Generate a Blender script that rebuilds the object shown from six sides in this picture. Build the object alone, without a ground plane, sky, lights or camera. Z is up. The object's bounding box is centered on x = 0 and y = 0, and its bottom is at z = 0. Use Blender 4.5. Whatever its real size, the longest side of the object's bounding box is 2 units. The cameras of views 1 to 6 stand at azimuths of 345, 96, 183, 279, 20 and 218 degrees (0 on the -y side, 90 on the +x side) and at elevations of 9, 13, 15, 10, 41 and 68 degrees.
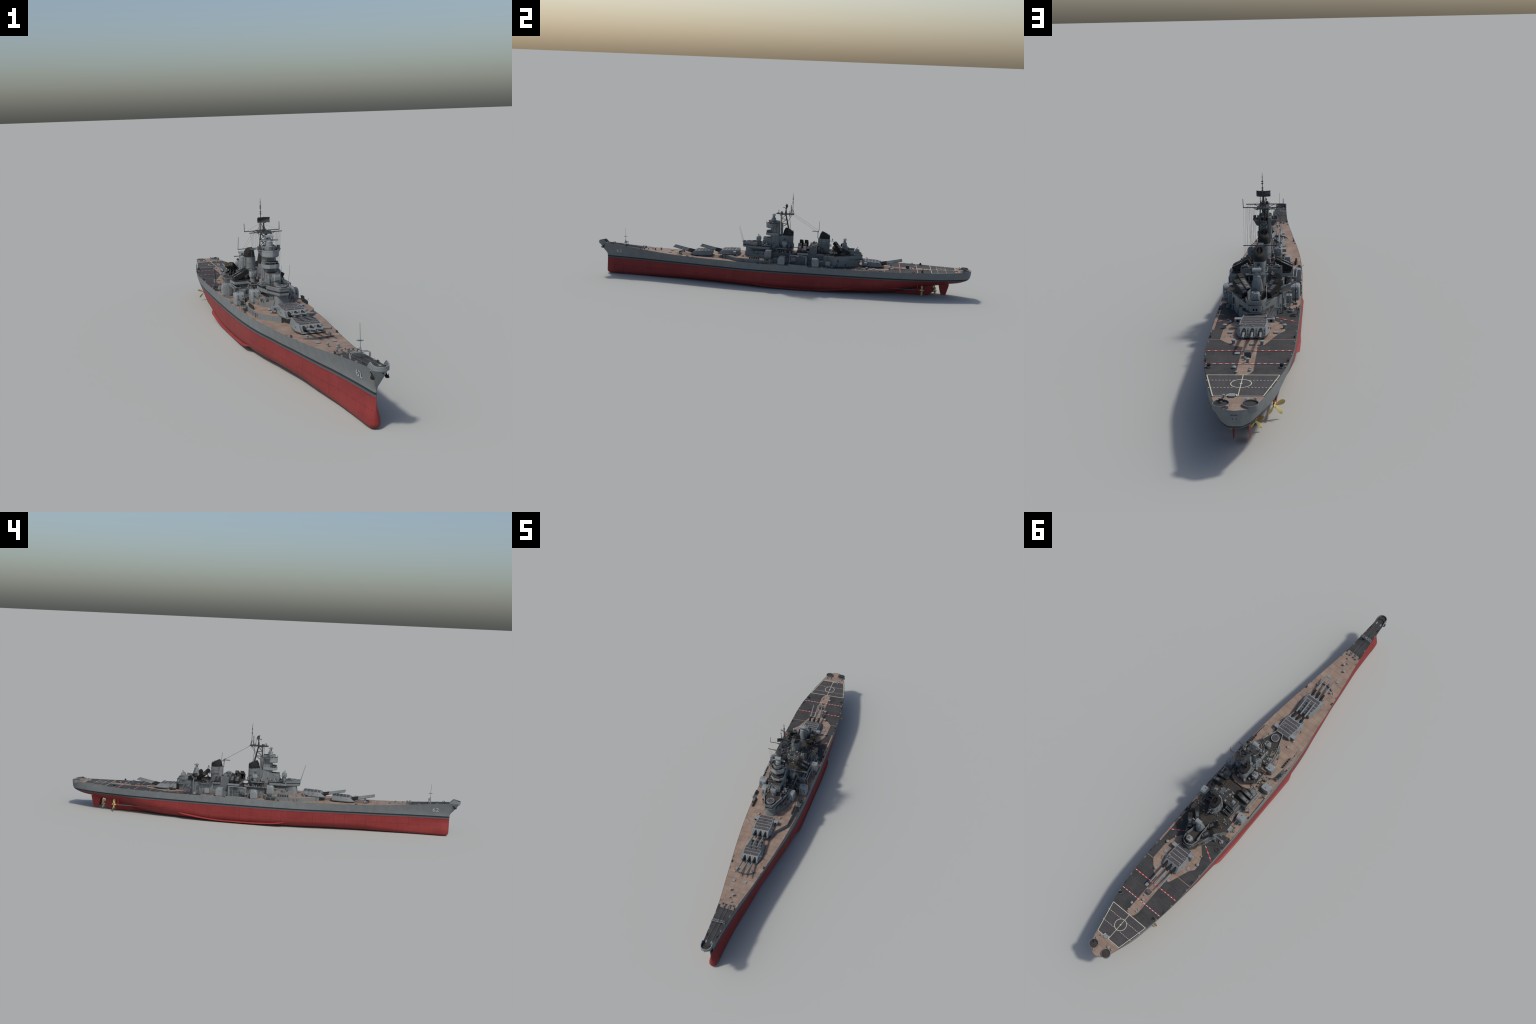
"""A large grey battleship on its full hull, built part by part.
Bow towards -y, stern towards +y, starboard side towards -x."""
import bpy, bmesh, math, random
from mathutils import Vector, Matrix

random.seed(62)
PI = math.pi
for o in list(bpy.data.objects):
    bpy.data.objects.remove(o, do_unlink=True)
COLL = bpy.context.scene.collection


# ------------------------------------------------------------------ curves
def curve(pts):
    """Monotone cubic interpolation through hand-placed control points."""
    xs = [p[0] for p in pts]; ys = [p[1] for p in pts]; n = len(xs)
    d = [(ys[i + 1] - ys[i]) / (xs[i + 1] - xs[i]) for i in range(n - 1)]
    m = [d[0]] + [0 if d[i - 1] * d[i] <= 0 else 2 * d[i - 1] * d[i] / (d[i - 1] + d[i]) for i in range(1, n - 1)] + [d[-1]]

    def f(x):
        if x <= xs[0]: return ys[0]
        if x >= xs[-1]: return ys[-1]
        i = 0
        while x > xs[i + 1]: i += 1
        h = xs[i + 1] - xs[i]; t = (x - xs[i]) / h
        return ((2 * t ** 3 - 3 * t * t + 1) * ys[i] + (t ** 3 - 2 * t * t + t) * h * m[i]
                + (-2 * t ** 3 + 3 * t * t) * ys[i + 1] + (t ** 3 - t * t) * h * m[i + 1])
    return f


def lerp(a, b, t): return a + (b - a) * t
def clamp(t): return max(0.0, min(1.0, t))


# --------------------------------------------------------------- materials
MATS = {}


class Nodes:
    """Small helper to write node graphs as expressions."""
    def __init__(self, name):
        self.mat = bpy.data.materials.new(name); self.mat.use_nodes = True
        self.t = self.mat.node_tree; self.t.nodes.clear()
        self.out = self.t.nodes.new("ShaderNodeOutputMaterial")
        self.bsdf = self.t.nodes.new("ShaderNodeBsdfPrincipled")
        self.t.links.new(self.bsdf.outputs[0], self.out.inputs[0])
        self.tc = self.t.nodes.new("ShaderNodeTexCoord")
        self.obj = self.tc.outputs["Object"]

    def link(self, a, b): self.t.links.new(a, b)

    def put(self, sock, v):
        if isinstance(v, bpy.types.NodeSocket): self.link(v, sock)
        elif isinstance(v, (tuple, list)) and len(v) == 3 and sock.type == 'RGBA': sock.default_value = (*v, 1)
        else: sock.default_value = v

    def math(self, op, a, b=0.0, c=0.0):
        n = self.t.nodes.new("ShaderNodeMath"); n.operation = op
        for i, v in enumerate((a, b, c)): self.put(n.inputs[i], v)
        return n.outputs[0]

    def mix(self, f, a, b, mode='MIX'):
        n = self.t.nodes.new("ShaderNodeMix"); n.data_type = 'RGBA'; n.blend_type = mode
        self.put(n.inputs[0], f); self.put(n.inputs[6], a); self.put(n.inputs[7], b)
        return n.outputs[2]

    def scale(self, s):
        n = self.t.nodes.new("ShaderNodeMapping"); n.inputs["Scale"].default_value = s
        self.link(self.obj, n.inputs[0]); return n.outputs[0]

    def noise(self, s, detail=3.0, rough=0.55):
        n = self.t.nodes.new("ShaderNodeTexNoise"); n.inputs["Scale"].default_value = 1.0
        n.inputs["Detail"].default_value = detail; n.inputs["Roughness"].default_value = rough
        self.link(self.scale(s if isinstance(s, tuple) else (s, s, s)), n.inputs["Vector"])
        return n.outputs[0]

    def ramp(self, v, lo, hi):
        n = self.t.nodes.new("ShaderNodeMapRange")
        n.inputs[1].default_value = lo; n.inputs[2].default_value = hi
        self.put(n.inputs[0], v); return n.outputs[0]

    def xyz(self):
        n = self.t.nodes.new("ShaderNodeSeparateXYZ"); self.link(self.obj, n.inputs[0]); return n.outputs

    def line(self, v, step, width, phase=0.0):
        """1 on thin lines repeated every step along v."""
        f = self.math('FRACT', self.math('DIVIDE', self.math('ADD', v, 50 + phase), step))
        return self.math('LESS_THAN', f, width / step)

    def white(self, v):
        n = self.t.nodes.new("ShaderNodeTexWhiteNoise"); n.noise_dimensions = '1D'
        self.put(n.inputs["W"], v); return n.outputs["Value"]

    def done(self, key, col, rough=0.6, metal=0.0, bump=None, emit=None):
        self.put(self.bsdf.inputs["Base Color"], col)
        self.put(self.bsdf.inputs["Roughness"], rough)
        self.bsdf.inputs["Metallic"].default_value = metal
        self.bsdf.inputs["Specular IOR Level"].default_value = 0.18
        if bump is not None:
            b = self.t.nodes.new("ShaderNodeBump"); b.inputs["Strength"].default_value = 0.25
            b.inputs["Distance"].default_value = 0.0006
            self.link(bump, b.inputs["Height"]); self.link(b.outputs[0], self.bsdf.inputs["Normal"])
        MATS[key] = self.mat


GREY = (0.180, 0.196, 0.198)


def grey_paint(g, base, streak=0.5):
    """Weathered navy grey: mottling, plate seams and faint rust runs."""
    x, y, z = g.xyz()
    c = g.mix(g.ramp(g.noise(35.0), 0.3, 0.7), tuple(v * 0.88 for v in base), tuple(v * 1.08 for v in base))
    c = g.mix(g.math('MULTIPLY', g.ramp(g.noise(58.0, 2.0), 0.52, 0.72), 0.45), c, (base[0] * 0.88, base[1] * 1.0, base[2] * 1.14))
    fine = g.ramp(g.noise((260.0, 260.0, 60.0), 2.0), 0.35, 0.75)
    c = g.mix(g.math('MULTIPLY', fine, 0.25), c, tuple(v * 0.72 for v in base))
    run = g.ramp(g.noise((170.0, 170.0, 14.0), 3.0, 0.6), 0.60, 0.78)
    c = g.mix(g.math('MULTIPLY', run, 0.45 * streak), c, (0.24, 0.17, 0.12))
    return c


def make_materials():
    # hull: red antifouling, dark boot topping, grey topsides
    g = Nodes("hull_paint"); x, y, z = g.xyz()
    grey = grey_paint(g, GREY, 0.7)
    fineplate = g.math('MAXIMUM', g.line(y, 0.0088, 0.0009), g.line(z, 0.0105, 0.0009))
    grey = g.mix(g.math('MULTIPLY', fineplate, 0.16), grey, (0.10, 0.11, 0.12))
    grey = g.mix(g.math('MULTIPLY', g.line(y, 0.071, 0.0012), 0.35), grey, (0.09, 0.09, 0.09))
    red0, red1 = (0.205, 0.029, 0.028), (0.245, 0.038, 0.036)
    red = g.mix(g.ramp(g.noise(14.0), 0.3, 0.7), red0, red1)
    red = g.mix(g.math('MULTIPLY', g.ramp(g.noise((200.0, 200.0, 40.0)), 0.5, 0.75), 0.35), red, (0.14, 0.03, 0.03))
    cell = g.math('FLOOR', g.math('DIVIDE', g.math('ADD', y, 50.0), 0.052))
    shift = g.math('MULTIPLY', g.white(cell), 0.03)
    seam = g.math('MAXIMUM', g.math('MULTIPLY', g.line(y, 0.156, 0.0024), 1.0), g.line(y, 0.156, 0.0020, 0.052))
    seam = g.math('MULTIPLY', seam, g.ramp(g.noise((90.0, 90.0, 50.0)), 0.38, 0.6))
    lng = g.math('LESS_THAN', g.math('ABSOLUTE', g.math('SUBTRACT', z, 0.047)), 0.0008)
    lng2 = g.math('LESS_THAN', g.math('ABSOLUTE', g.math('SUBTRACT', z, 0.0795)), 0.0007)
    lng3 = g.math('LESS_THAN', g.math('ABSOLUTE', g.math('SUBTRACT', z, 0.024)), 0.0006)
    lng = g.math('MULTIPLY', g.math('MAXIMUM', g.math('MAXIMUM', lng, lng2), g.math('MULTIPLY', lng3, 0.5)), g.ramp(g.noise((4.0, 60.0, 4.0)), 0.42, 0.55))
    red = g.mix(g.math('MULTIPLY', g.math('MAXIMUM', seam, lng), 0.62), red, (0.05, 0.014, 0.014))
    boot = g.mix(g.ramp(z, 0.0862, 0.0910), (0.078, 0.112, 0.132), (0.020, 0.023, 0.025))
    boot = g.mix(g.math('MULTIPLY', g.ramp(g.noise((60.0, 60.0, 20.0)), 0.4, 0.7), 0.25), boot, (0.05, 0.06, 0.065))
    c = g.mix(g.math('GREATER_THAN', z, 0.0838), red, boot)
    c = g.mix(g.math('GREATER_THAN', z, 0.0952), c, grey)
    g.done("hull", c, 0.55)

    g = Nodes("red_antifouling"); c = g.mix(g.ramp(g.noise(20.0), 0.3, 0.7), (0.215, 0.031, 0.030), (0.26, 0.041, 0.039))
    g.done("red", c, 0.55)

    g = Nodes("grey_paint"); x, y, z = g.xyz()
    c = grey_paint(g, GREY, 0.45)
    pl = g.math('MAXIMUM', g.line(z, 0.0105, 0.0006), g.line(g.math('ADD', x, y), 0.019, 0.0007))
    c = g.mix(g.math('MULTIPLY', pl, 0.16), c, (0.08, 0.085, 0.09))
    g.done("grey", c, 0.55)

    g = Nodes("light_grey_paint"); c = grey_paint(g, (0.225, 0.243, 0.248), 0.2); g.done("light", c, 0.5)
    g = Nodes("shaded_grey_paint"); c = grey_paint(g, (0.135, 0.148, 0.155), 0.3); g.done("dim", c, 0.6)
    g = Nodes("dark_steel"); c = g.mix(g.ramp(g.noise(60.0), 0.3, 0.7), (0.030, 0.032, 0.034), (0.055, 0.057, 0.06)); g.done("dark", c, 0.6)
    g = Nodes("black_paint"); c = g.mix(g.ramp(g.noise(50.0), 0.3, 0.7), (0.013, 0.013, 0.013), (0.026, 0.025, 0.024)); g.done("black", c, 0.7)
    g = Nodes("canvas_bloomer"); c = g.mix(g.ramp(g.noise(300.0), 0.3, 0.7), (0.010, 0.010, 0.011), (0.026, 0.027, 0.028)); g.done("canvas", c, 0.85)
    g = Nodes("wire"); g.done("wire", (0.07, 0.075, 0.08), 0.6)

    # teak planking
    g = Nodes("teak_planks"); x, y, z = g.xyz()
    row = g.math('FLOOR', g.math('DIVIDE', g.math('ADD', y, 50.0), 0.0275))
    rowx = g.math('FLOOR', g.math('DIVIDE', g.math('ADD', x, 50.0), 0.0215))
    patch = g.white(g.math('ADD', g.math('MULTIPLY', row, 7.13), g.math('MULTIPLY', rowx, 3.77)))
    c = g.mix(patch, (0.215, 0.154, 0.122), (0.290, 0.217, 0.171))
    c = g.mix(g.math('MULTIPLY', g.ramp(g.noise(28.0, 4.0), 0.4, 0.75), 0.7), c, (0.335, 0.258, 0.196))
    c = g.mix(g.math('MULTIPLY', g.ramp(g.noise(13.0, 4.0, 0.65), 0.52, 0.75), 0.45), c, (0.190, 0.128, 0.104))
    plank = g.white(g.math('FLOOR', g.math('DIVIDE', g.math('ADD', x, 50.0), 0.0022)))
    c = g.mix(g.math('MULTIPLY', plank, 0.16), c, (0.13, 0.078, 0.056))
    c = g.mix(g.math('MULTIPLY', g.ramp(g.noise((900.0, 60.0, 60.0), 2.0), 0.45, 0.7), 0.25), c, (0.14, 0.088, 0.066))
    jit = g.math('ADD', y, g.math('MULTIPLY', g.math('SUBTRACT', g.noise(25.0), 0.5), 0.004))
    c = g.mix(g.math('MULTIPLY', g.line(jit, 0.0275, 0.0013), 0.5), c, (0.075, 0.050, 0.040))
    c = g.mix(g.math('MULTIPLY', g.line(x, 0.0215, 0.0006), 0.25), c, (0.12, 0.08, 0.06))
    g.done("wood", c, 0.75)
    # deck paint over steel
    g = Nodes("dark_deck_paint"); x, y, z = g.xyz()
    c = g.mix(g.ramp(g.noise(26.0), 0.3, 0.7), (0.034, 0.036, 0.035), (0.058, 0.055, 0.056))
    c = g.mix(g.math('MULTIPLY', g.math('MULTIPLY', g.line(x, 0.0135, 0.0011), g.line(y, 0.0135, 0.0011)), 0.5), c, (0.17, 0.17, 0.17))
    c = g.mix(g.math('MULTIPLY', g.ramp(g.noise((30.0, 160.0, 30.0), 4.0), 0.5, 0.75), 0.35), c, (0.085, 0.083, 0.083))
    c = g.mix(g.math('MULTIPLY', g.math('MAXIMUM', g.line(x, 0.026, 0.0006), g.line(y, 0.034, 0.0007)), 0.35), c, (0.022, 0.022, 0.022))
    g.done("deck", c, 0.8)
    g = Nodes("helicopter_deck_paint"); x, y, z = g.xyz()
    c = g.mix(g.ramp(g.noise(40.0), 0.3, 0.7), (0.052, 0.049, 0.051), (0.070, 0.066, 0.068))
    dots = g.math('MULTIPLY', g.line(x, 0.012, 0.0010), g.line(y, 0.012, 0.0010))
    c = g.mix(g.math('MULTIPLY', dots, 0.8), c, (0.25, 0.25, 0.25))
    g.done("helideck", c, 0.8)
    g = Nodes("brown_roof_paint"); c = g.mix(g.ramp(g.noise(45.0), 0.3, 0.7), (0.033, 0.029, 0.026), (0.054, 0.048, 0.043)); g.done("roof", c, 0.8)
    g = Nodes("turret_roof_paint"); c = g.mix(g.ramp(g.noise(90.0), 0.3, 0.7), (0.062, 0.057, 0.058), (0.082, 0.076, 0.077)); g.done("turret_roof", c, 0.75)

    g = Nodes("bronze"); c = g.mix(g.ramp(g.noise(60.0), 0.3, 0.7), (0.47, 0.40, 0.155), (0.60, 0.52, 0.235)); g.done("bronze", c, 0.38, 0.1)
    for key, name, col in (("mark_red", "red_marking", (0.50, 0.045, 0.045)), ("mark_white", "white_marking", (0.66, 0.64, 0.66)),
                           ("cream", "cream_marking", (0.50, 0.49, 0.38)), ("white", "white_paint", (0.46, 0.47, 0.47)),
                           ("lamp", "red_lamp", (0.65, 0.02, 0.02)), ("orange", "lifebuoy_orange", (0.50, 0.12, 0.05)),
                           ("yellow", "yellow_cap", (0.20, 0.155, 0.035)), ("green", "green_lamp", (0.02, 0.20, 0.05)),
                           ("glass", "dark_glass", (0.012, 0.016, 0.02)), ("slate", "slate_grey", (0.085, 0.095, 0.10))):
        g = Nodes(name)
        c = g.mix(g.ramp(g.noise(160.0), 0.25, 0.7), tuple(v * 0.82 for v in col), col)
        g.done(key, c, 0.25 if key == "glass" else 0.6)


make_materials()


# ------------------------------------------------------------ mesh builder
class MB:
    def __init__(self): self.v = []; self.f = []; self.m = []

    def add(self, vs, fs, mat):
        k = len(self.v); self.v += [tuple(p) for p in vs]
        for f in fs: self.f.append([i + k for i in f]); self.m.append(mat)
        return self

    def bx(self, x0, x1, y0, y1, z0, z1, mat="grey", top=None):
        return self.prism([(x0, y0), (x1, y0), (x1, y1), (x0, y1)], z0, z1, mat, top)

    def prism(self, poly, z0, z1, mat="grey", top=None, poly2=None):
        n = len(poly); p2 = poly2 or poly
        za = (lambda i: z0[i]) if isinstance(z0, (list, tuple)) else (lambda i: z0)
        zb = (lambda i: z1[i]) if isinstance(z1, (list, tuple)) else (lambda i: z1)
        vs = [(p[0], p[1], za(i)) for i, p in enumerate(poly)] + [(p[0], p[1], zb(i)) for i, p in enumerate(p2)]
        self.add(vs, [[i, (i + 1) % n, n + (i + 1) % n, n + i] for i in range(n)] + [list(range(n))[::-1]], mat)
        self.f.append([len(self.v) - n + i for i in range(n)]); self.m.append(top or mat)
        return self

    def loft(self, rings, mat="grey", top=None, cap0=True, cap1=True):
        n = len(rings[0]); k = len(self.v)
        for r in rings: self.v += [tuple(p) for p in r]
        for j in range(len(rings) - 1):
            for i in range(n):
                self.f.append([k + j * n + i, k + j * n + (i + 1) % n, k + (j + 1) * n + (i + 1) % n, k + (j + 1) * n + i]); self.m.append(mat)
        if cap0: self.f.append([k + i for i in range(n)][::-1]); self.m.append(mat)
        if cap1: self.f.append([k + (len(rings) - 1) * n + i for i in range(n)]); self.m.append(top or mat)
        return self

    def cyl(self, p0, p1, r0, r1=None, n=10, mat="grey", top=None):
        r1 = r0 if r1 is None else r1
        a = Vector(p0); b = Vector(p1); d = (b - a).normalized()
        u = d.orthogonal().normalized(); w = d.cross(u)
        ring = lambda c, r: [c + u * (r * math.cos(2 * PI * (i + .5) / n)) + w * (r * math.sin(2 * PI * (i + .5) / n)) for i in range(n)]
        return self.loft([ring(a, r0), ring(b, r1)], mat, top)

    def lathe(self, c, prof, n=16, mat="grey", top=None, sx=1.0, sy=1.0):
        rings = [[(c[0] + sx * r * math.cos(2 * PI * i / n), c[1] + sy * r * math.sin(2 * PI * i / n), c[2] + z) for i in range(n)] for r, z in prof]
        return self.loft(rings, mat, top)

    def tube(self, path, r, n=6, mat="dark"):
        for a, b in zip(path[:-1], path[1:]): self.cyl(a, b, r, r, n, mat)
        return self

    def ball(self, c, r, mat="grey", n=10, sz=1.0):
        k = 6
        return self.lathe(c, [(max(r * math.sin(PI * j / k), r * .02), -r * sz * math.cos(PI * j / k)) for j in range(k + 1)], n, mat)

    def torus(self, c, R, r, normal='x', n=14, k=6, mat="orange"):
        rings = []
        for i in range(n):
            a = 2 * PI * i / n; ring = []
            for j in range(k):
                b = 2 * PI * j / k; q = R + r * math.cos(b); h = r * math.sin(b)
                l = {'x': (h, q * math.cos(a), q * math.sin(a)), 'z': (q * math.cos(a), q * math.sin(a), h), 'y': (q * math.cos(a), h, q * math.sin(a))}[normal]
                ring.append((c[0] + l[0], c[1] + l[1], c[2] + l[2]))
            rings.append(ring)
        rings.append(rings[0]); return self.loft(rings, mat, None, False, False)

    def wall(self, pts, h0, h1, t=0.0012, mat="grey"):
        """Thin bulwark standing on a plan polyline."""
        z = lambda h, i: h[i] if isinstance(h, (list, tuple)) else h
        n = len(pts); nor = []
        for i in range(n):
            a = Vector(pts[max(i - 1, 0)]); b = Vector(pts[min(i + 1, n - 1)]); d = (b - a).normalized(); nor.append(Vector((-d.y, d.x)))
        rings = []
        for i, p in enumerate(pts):
            q = nor[i] * t / 2
            rings.append([(p[0] - q.x, p[1] - q.y, z(h0, i)), (p[0] + q.x, p[1] + q.y, z(h0, i)), (p[0] + q.x, p[1] + q.y, z(h1, i)), (p[0] - q.x, p[1] - q.y, z(h1, i))])
        return self.loft(rings, mat)

    def join(self, other, mtx=Matrix()):
        k = len(self.v); self.v += [tuple(mtx @ Vector(p)) for p in other.v]
        flip = mtx.to_3x3().determinant() < 0
        for f, m in zip(other.f, other.m): self.f.append([i + k for i in (f[::-1] if flip else f)]); self.m.append(m)
        return self

    def mirror(self):
        o = MB(); o.v = list(self.v); o.f = [list(f) for f in self.f]; o.m = list(self.m)
        return self.join(o, Matrix.Scale(-1, 4, (1, 0, 0)))

    def mesh(self, name, smooth=38.0, recalc=True):
        me = bpy.data.meshes.new(name); me.from_pydata(self.v, [], self.f)
        keys = list(dict.fromkeys(self.m))
        for k in keys: me.materials.append(MATS[k])
        me.polygons.foreach_set("material_index", [keys.index(k) for k in self.m])
        if recalc:
            bm = bmesh.new(); bm.from_mesh(me); bmesh.ops.recalc_face_normals(bm, faces=bm.faces); bm.to_mesh(me); bm.free()
        me.polygons.foreach_set("use_smooth", [True] * len(me.polygons))
        me.set_sharp_from_angle(angle=math.radians(smooth))
        me.update(); return me


def place(name, mesh, parent, loc=(0, 0, 0), rot=0.0, scale=(1, 1, 1), stuff=False):
    if isinstance(mesh, MB): mesh = mesh.mesh(name)
    o = bpy.data.objects.new(name, mesh); COLL.objects.link(o)
    o.parent = parent; o.location = loc; o.rotation_euler = (0, 0, rot); o.scale = scale
    if stuff: o["kind"] = "stuff"
    return o


ship = bpy.data.objects.new("battleship", None); COLL.objects.link(ship)
ship["label"] = "grey battleship with red underwater hull and teak deck"
ship["category"] = "warship"


# =================================================================== HULL
WL = 0.084
sheer = curve([(-1, .1665), (-.95, .1640), (-.90, .1600), (-.85, .1557), (-.80, .1512), (-.75, .1470), (-.70, .1430), (-.65, .1395), (-.60, .1367), (-.55, .1347), (-.50, .1333),
               (-.40, .1317), (-.30, .1307), (-.15, .1290), (.0, .1285), (.3, .1283), (.55, .1285), (.70, .1297), (.80, .1308), (.90, .1330), (1.0, .1368)])
deck_half = curve([(-1, .0215), (-.95, .0220), (-.90, .0255), (-.85, .0287), (-.80, .0328), (-.75, .0385), (-.70, .0450), (-.65, .0530), (-.60, .0607), (-.55, .0678), (-.50, .0752),
                   (-.45, .0824), (-.40, .0890), (-.35, .0950), (-.30, .1007), (-.25, .1055), (-.20, .1095), (-.10, .1155), (0, .1192), (.1, .1212), (.2, .1217), (.3, .1212), (.4, .1202),
                   (.5, .1190), (.58, .1172), (.65, .1128), (.70, .1075), (.75, .0988), (.80, .0885), (.85, .0780), (.90, .0650), (.93, .0570), (.95, .0508), (.97, .0430), (.985, .0325), (.995, .0185), (1.0, .0)])
water_half = curve([(-.9535, .002), (-.93, .0050), (-.868, .0107), (-.80, .0187), (-.7276, .0282), (-.655, .0405), (-.606, .0480), (-.502, .0630), (-.415, .0772), (-.34, .0882), (-.26, .1018), (-.15, .1130),
                    (-.04, .1180), (.1, .1200), (.25, .1195), (.35, .1178), (.45, .1155), (.513, .1135), (.60, .1085), (.70, .0975), (.80, .0820), (.85, .0700), (.90, .0530), (.95, .0350), (.985, .012), (1.0, .0)])
flat_half = curve([(-1, .50), (-.87, .52), (-.8, .55), (-.7, .50), (-.6, .42), (-.5, .35), (-.36, .39), (-.26, .53), (-.177, .63), (-.1, .70), (0, .74), (.2, .74), (.35, .60), (.5, .38), (.6, .22), (.7, .10), (.8, .06), (.9, .04), (1, .0)])
bilge = curve([(-1, .012), (-.85, .013), (-.8, .014), (-.7, .020), (-.6, .030), (-.5, .042), (-.35, .040), (-.14, .038), (0, .036), (.2, .036), (.35, .048), (.5, .068), (.65, .072), (.8, .045), (.9, .030), (1, .018)])
forefoot = curve([(-.955, .0100), (-.93, .0118), (-.868, .0092), (-.80, .0050), (-.76, .0028), (-.70, .0016), (-.65, .0), (-.6, 0)])   # bulb swelling below water
keel = curve([(-1, 0), (.45, 0), (.55, .0025), (.62, .009), (.68, .0185), (.74, .031), (.80, .0450), (.84, .0515), (.89, .0606), (.928, .0665), (.950, .0722), (.962, .0765), (.972, .0805), (.983, .0860), (.9935, .099), (.9985, .118), (1.0, .1368)])
stem = curve([(0, -.9445), (.004, -.9500), (.012, -.9535), (.085, -.9525), (.098, -.9532), (.107, -.9555), (.125, -.9700), (.145, -.9855), (.165, -.9985), (.1665, -.9990), (.19, -1.0)])
stem_round = curve([(0, .010), (.085, .008), (.12, .012), (.16, .0215)])


stern_half = curve([(.45, .1160), (.55, .1135), (.65, .1075), (.75, .0945), (.8314, .0818), (.865, .0735), (.898, .0625), (.925, .0515), (.944, .0438), (.9707, .0315), (.984, .0215), (.995, .0100), (1.0, 0)])


def half_breadth(y, z):
    k = keel(y); zd = sheer(y); b = deck_half(y) + (.0010 if y < .6 else .0016 if y < .96 else .0006)
    aft = clamp((y - .45) / .25); zr = lerp(WL, .0955, aft)
    w = lerp(water_half(y), stern_half(y), aft)
    if z >= zr:
        n = lerp(1.7, 1.0, clamp((y + .9) / .5))
        if y > .9: n = lerp(1.0, .7, (y - .9) / .1)
        x = lerp(w, b, clamp((z - zr) / max(zd - zr, 1e-6)) ** n)
    else:
        x = w
        if y < -.65: x += forefoot(y) * (.5 + .5 * math.cos(PI * clamp((z - .016) / .056)))
    r = lerp(bilge(y), max(zr - k, .004), clamp((y - .5) / .2))
    s = clamp((z - k) / r); f0 = flat_half(y)
    g = math.sqrt(max(0, 1 - (1 - s) ** 2)); hollow = clamp((y - .50) / .25) * clamp((.97 - y) / .08)
    g = lerp(g, s ** .80, hollow * .60)
    x *= f0 + (1 - f0) * g
    d = y - stem(z)
    if d < stem_round(z): x *= math.sqrt(max(0.0, 1 - (1 - max(0, d) / stem_round(z)) ** 2))
    return max(x, 0.0)


def hull_columns():
    ys = []
    ys += [-1 + .05 * (i / 16) ** 1.8 for i in range(16)]
    ys += [lerp(-.95, .93, i / 150) for i in range(150)]
    ys += [.93 + .07 * (1 - (1 - i / 22) ** 1.7) for i in range(23)]
    return ys


def hull_point(yn, z):
    y = yn
    if yn < -.80: y = -.80 + (yn + .80) * ((-.80 - stem(z)) / .2)
    return y


COLS = hull_columns(); EDGE = []
NV = 40
rows = [1 - math.cos(PI / 2 * (i / 14)) for i in range(14)]
rows = [r * .22 for r in rows] + [.22 + .78 * i / (NV - 14) for i in range(NV - 13)]
hv = []; hf = []; nR = len(rows)
for yn in COLS:
    k = keel(yn); zd = sheer(yn)
    for r in rows:
        z = k + (zd - k) * r; y = hull_point(yn, z); hv.append((half_breadth(y, z), y, z))
    EDGE.append(hv[-1])
nC = len(COLS)
hull = MB()
side = [[j * nR + i, (j + 1) * nR + i, (j + 1) * nR + i + 1, j * nR + i + 1] for j in range(nC - 1) for i in range(nR - 1)]
hull.add(hv, side, "hull")
hull.add([(-x, y, z) for x, y, z in hv], [f[::-1] for f in side], "hull")
H = len(hv)
for j in range(nC - 1):   # flat bottom, joining both sides
    hull.f.append([j * nR, H + j * nR, H + (j + 1) * nR, (j + 1) * nR]); hull.m.append("hull")
me = bpy.data.meshes.new("hull"); me.from_pydata(hull.v, [], hull.f); me.materials.append(MATS["hull"])
bm = bmesh.new(); bm.from_mesh(me)
bmesh.ops.remove_doubles(bm, verts=bm.verts, dist=1e-5); bmesh.ops.recalc_face_normals(bm, faces=bm.faces)
bm.to_mesh(me); bm.free()
me.polygons.foreach_set("use_smooth", [True] * len(me.polygons)); me.set_sharp_from_angle(angle=math.radians(50))
place("hull", me, ship)

deck_z = curve(sorted({round(p[1], 5): p[2] for p in EDGE}.items()))
edge_x = curve(sorted({round(p[1], 5): p[0] for p in EDGE}.items()))

# ------------------------------------------------------------ main deck
ys = [p[1] for p in EDGE]
dk = MB(); n = len(ys); vs = []
for y in ys:
    b = max(edge_x(y) - .0008, 0); z = deck_z(y) - .0008
    vs += [(-b, y, z), (0, y, z), (b, y, z)]
dk.add(vs, [[3 * j + i, 3 * j + i + 1, 3 * j + i + 4, 3 * j + i + 3] for j in range(n - 1) for i in range(2)], "wood")
place("main_deck", dk, ship)


def patch(mb, poly, off, mat):
    """Painted area laid over the deck, following its sheer."""
    bm = bmesh.new(); bm.faces.new([bm.verts.new((p[0], p[1], 0)) for p in poly])
    lo = min(p[1] for p in poly); hi = max(p[1] for p in poly); y = math.ceil(lo / .02) * .02
    while y < hi:
        bmesh.ops.bisect_plane(bm, geom=bm.verts[:] + bm.edges[:] + bm.faces[:], plane_co=(0, y + 1e-5, 0), plane_no=(0, 1, 0)); y += .02
    bm.verts.index_update()
    vs = [(v.co.x, v.co.y, deck_z(v.co.y) - .0008 + off) for v in bm.verts]; fs = [[v.index for v in f.verts] for f in bm.faces]
    bm.free(); mb.add(vs, fs, mat)


def strip(mb, a, b, w, off, mat, dash=0, alt=None):
    a = Vector(a); b = Vector(b); d = (b - a); L = d.length; d.normalize(); q = Vector((-d.y, d.x)) * w / 2
    k = max(1, round(L / dash)) if dash else 1
    for i in range(k):
        m = mat if i % 2 == 0 else alt
        if m is None: continue
        p0 = a + d * (L * i / k); p1 = a + d * (L * (i + 1) / k)
        patch(mb, [p0 - q, p1 - q, p1 + q, p0 + q], off, m)


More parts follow.
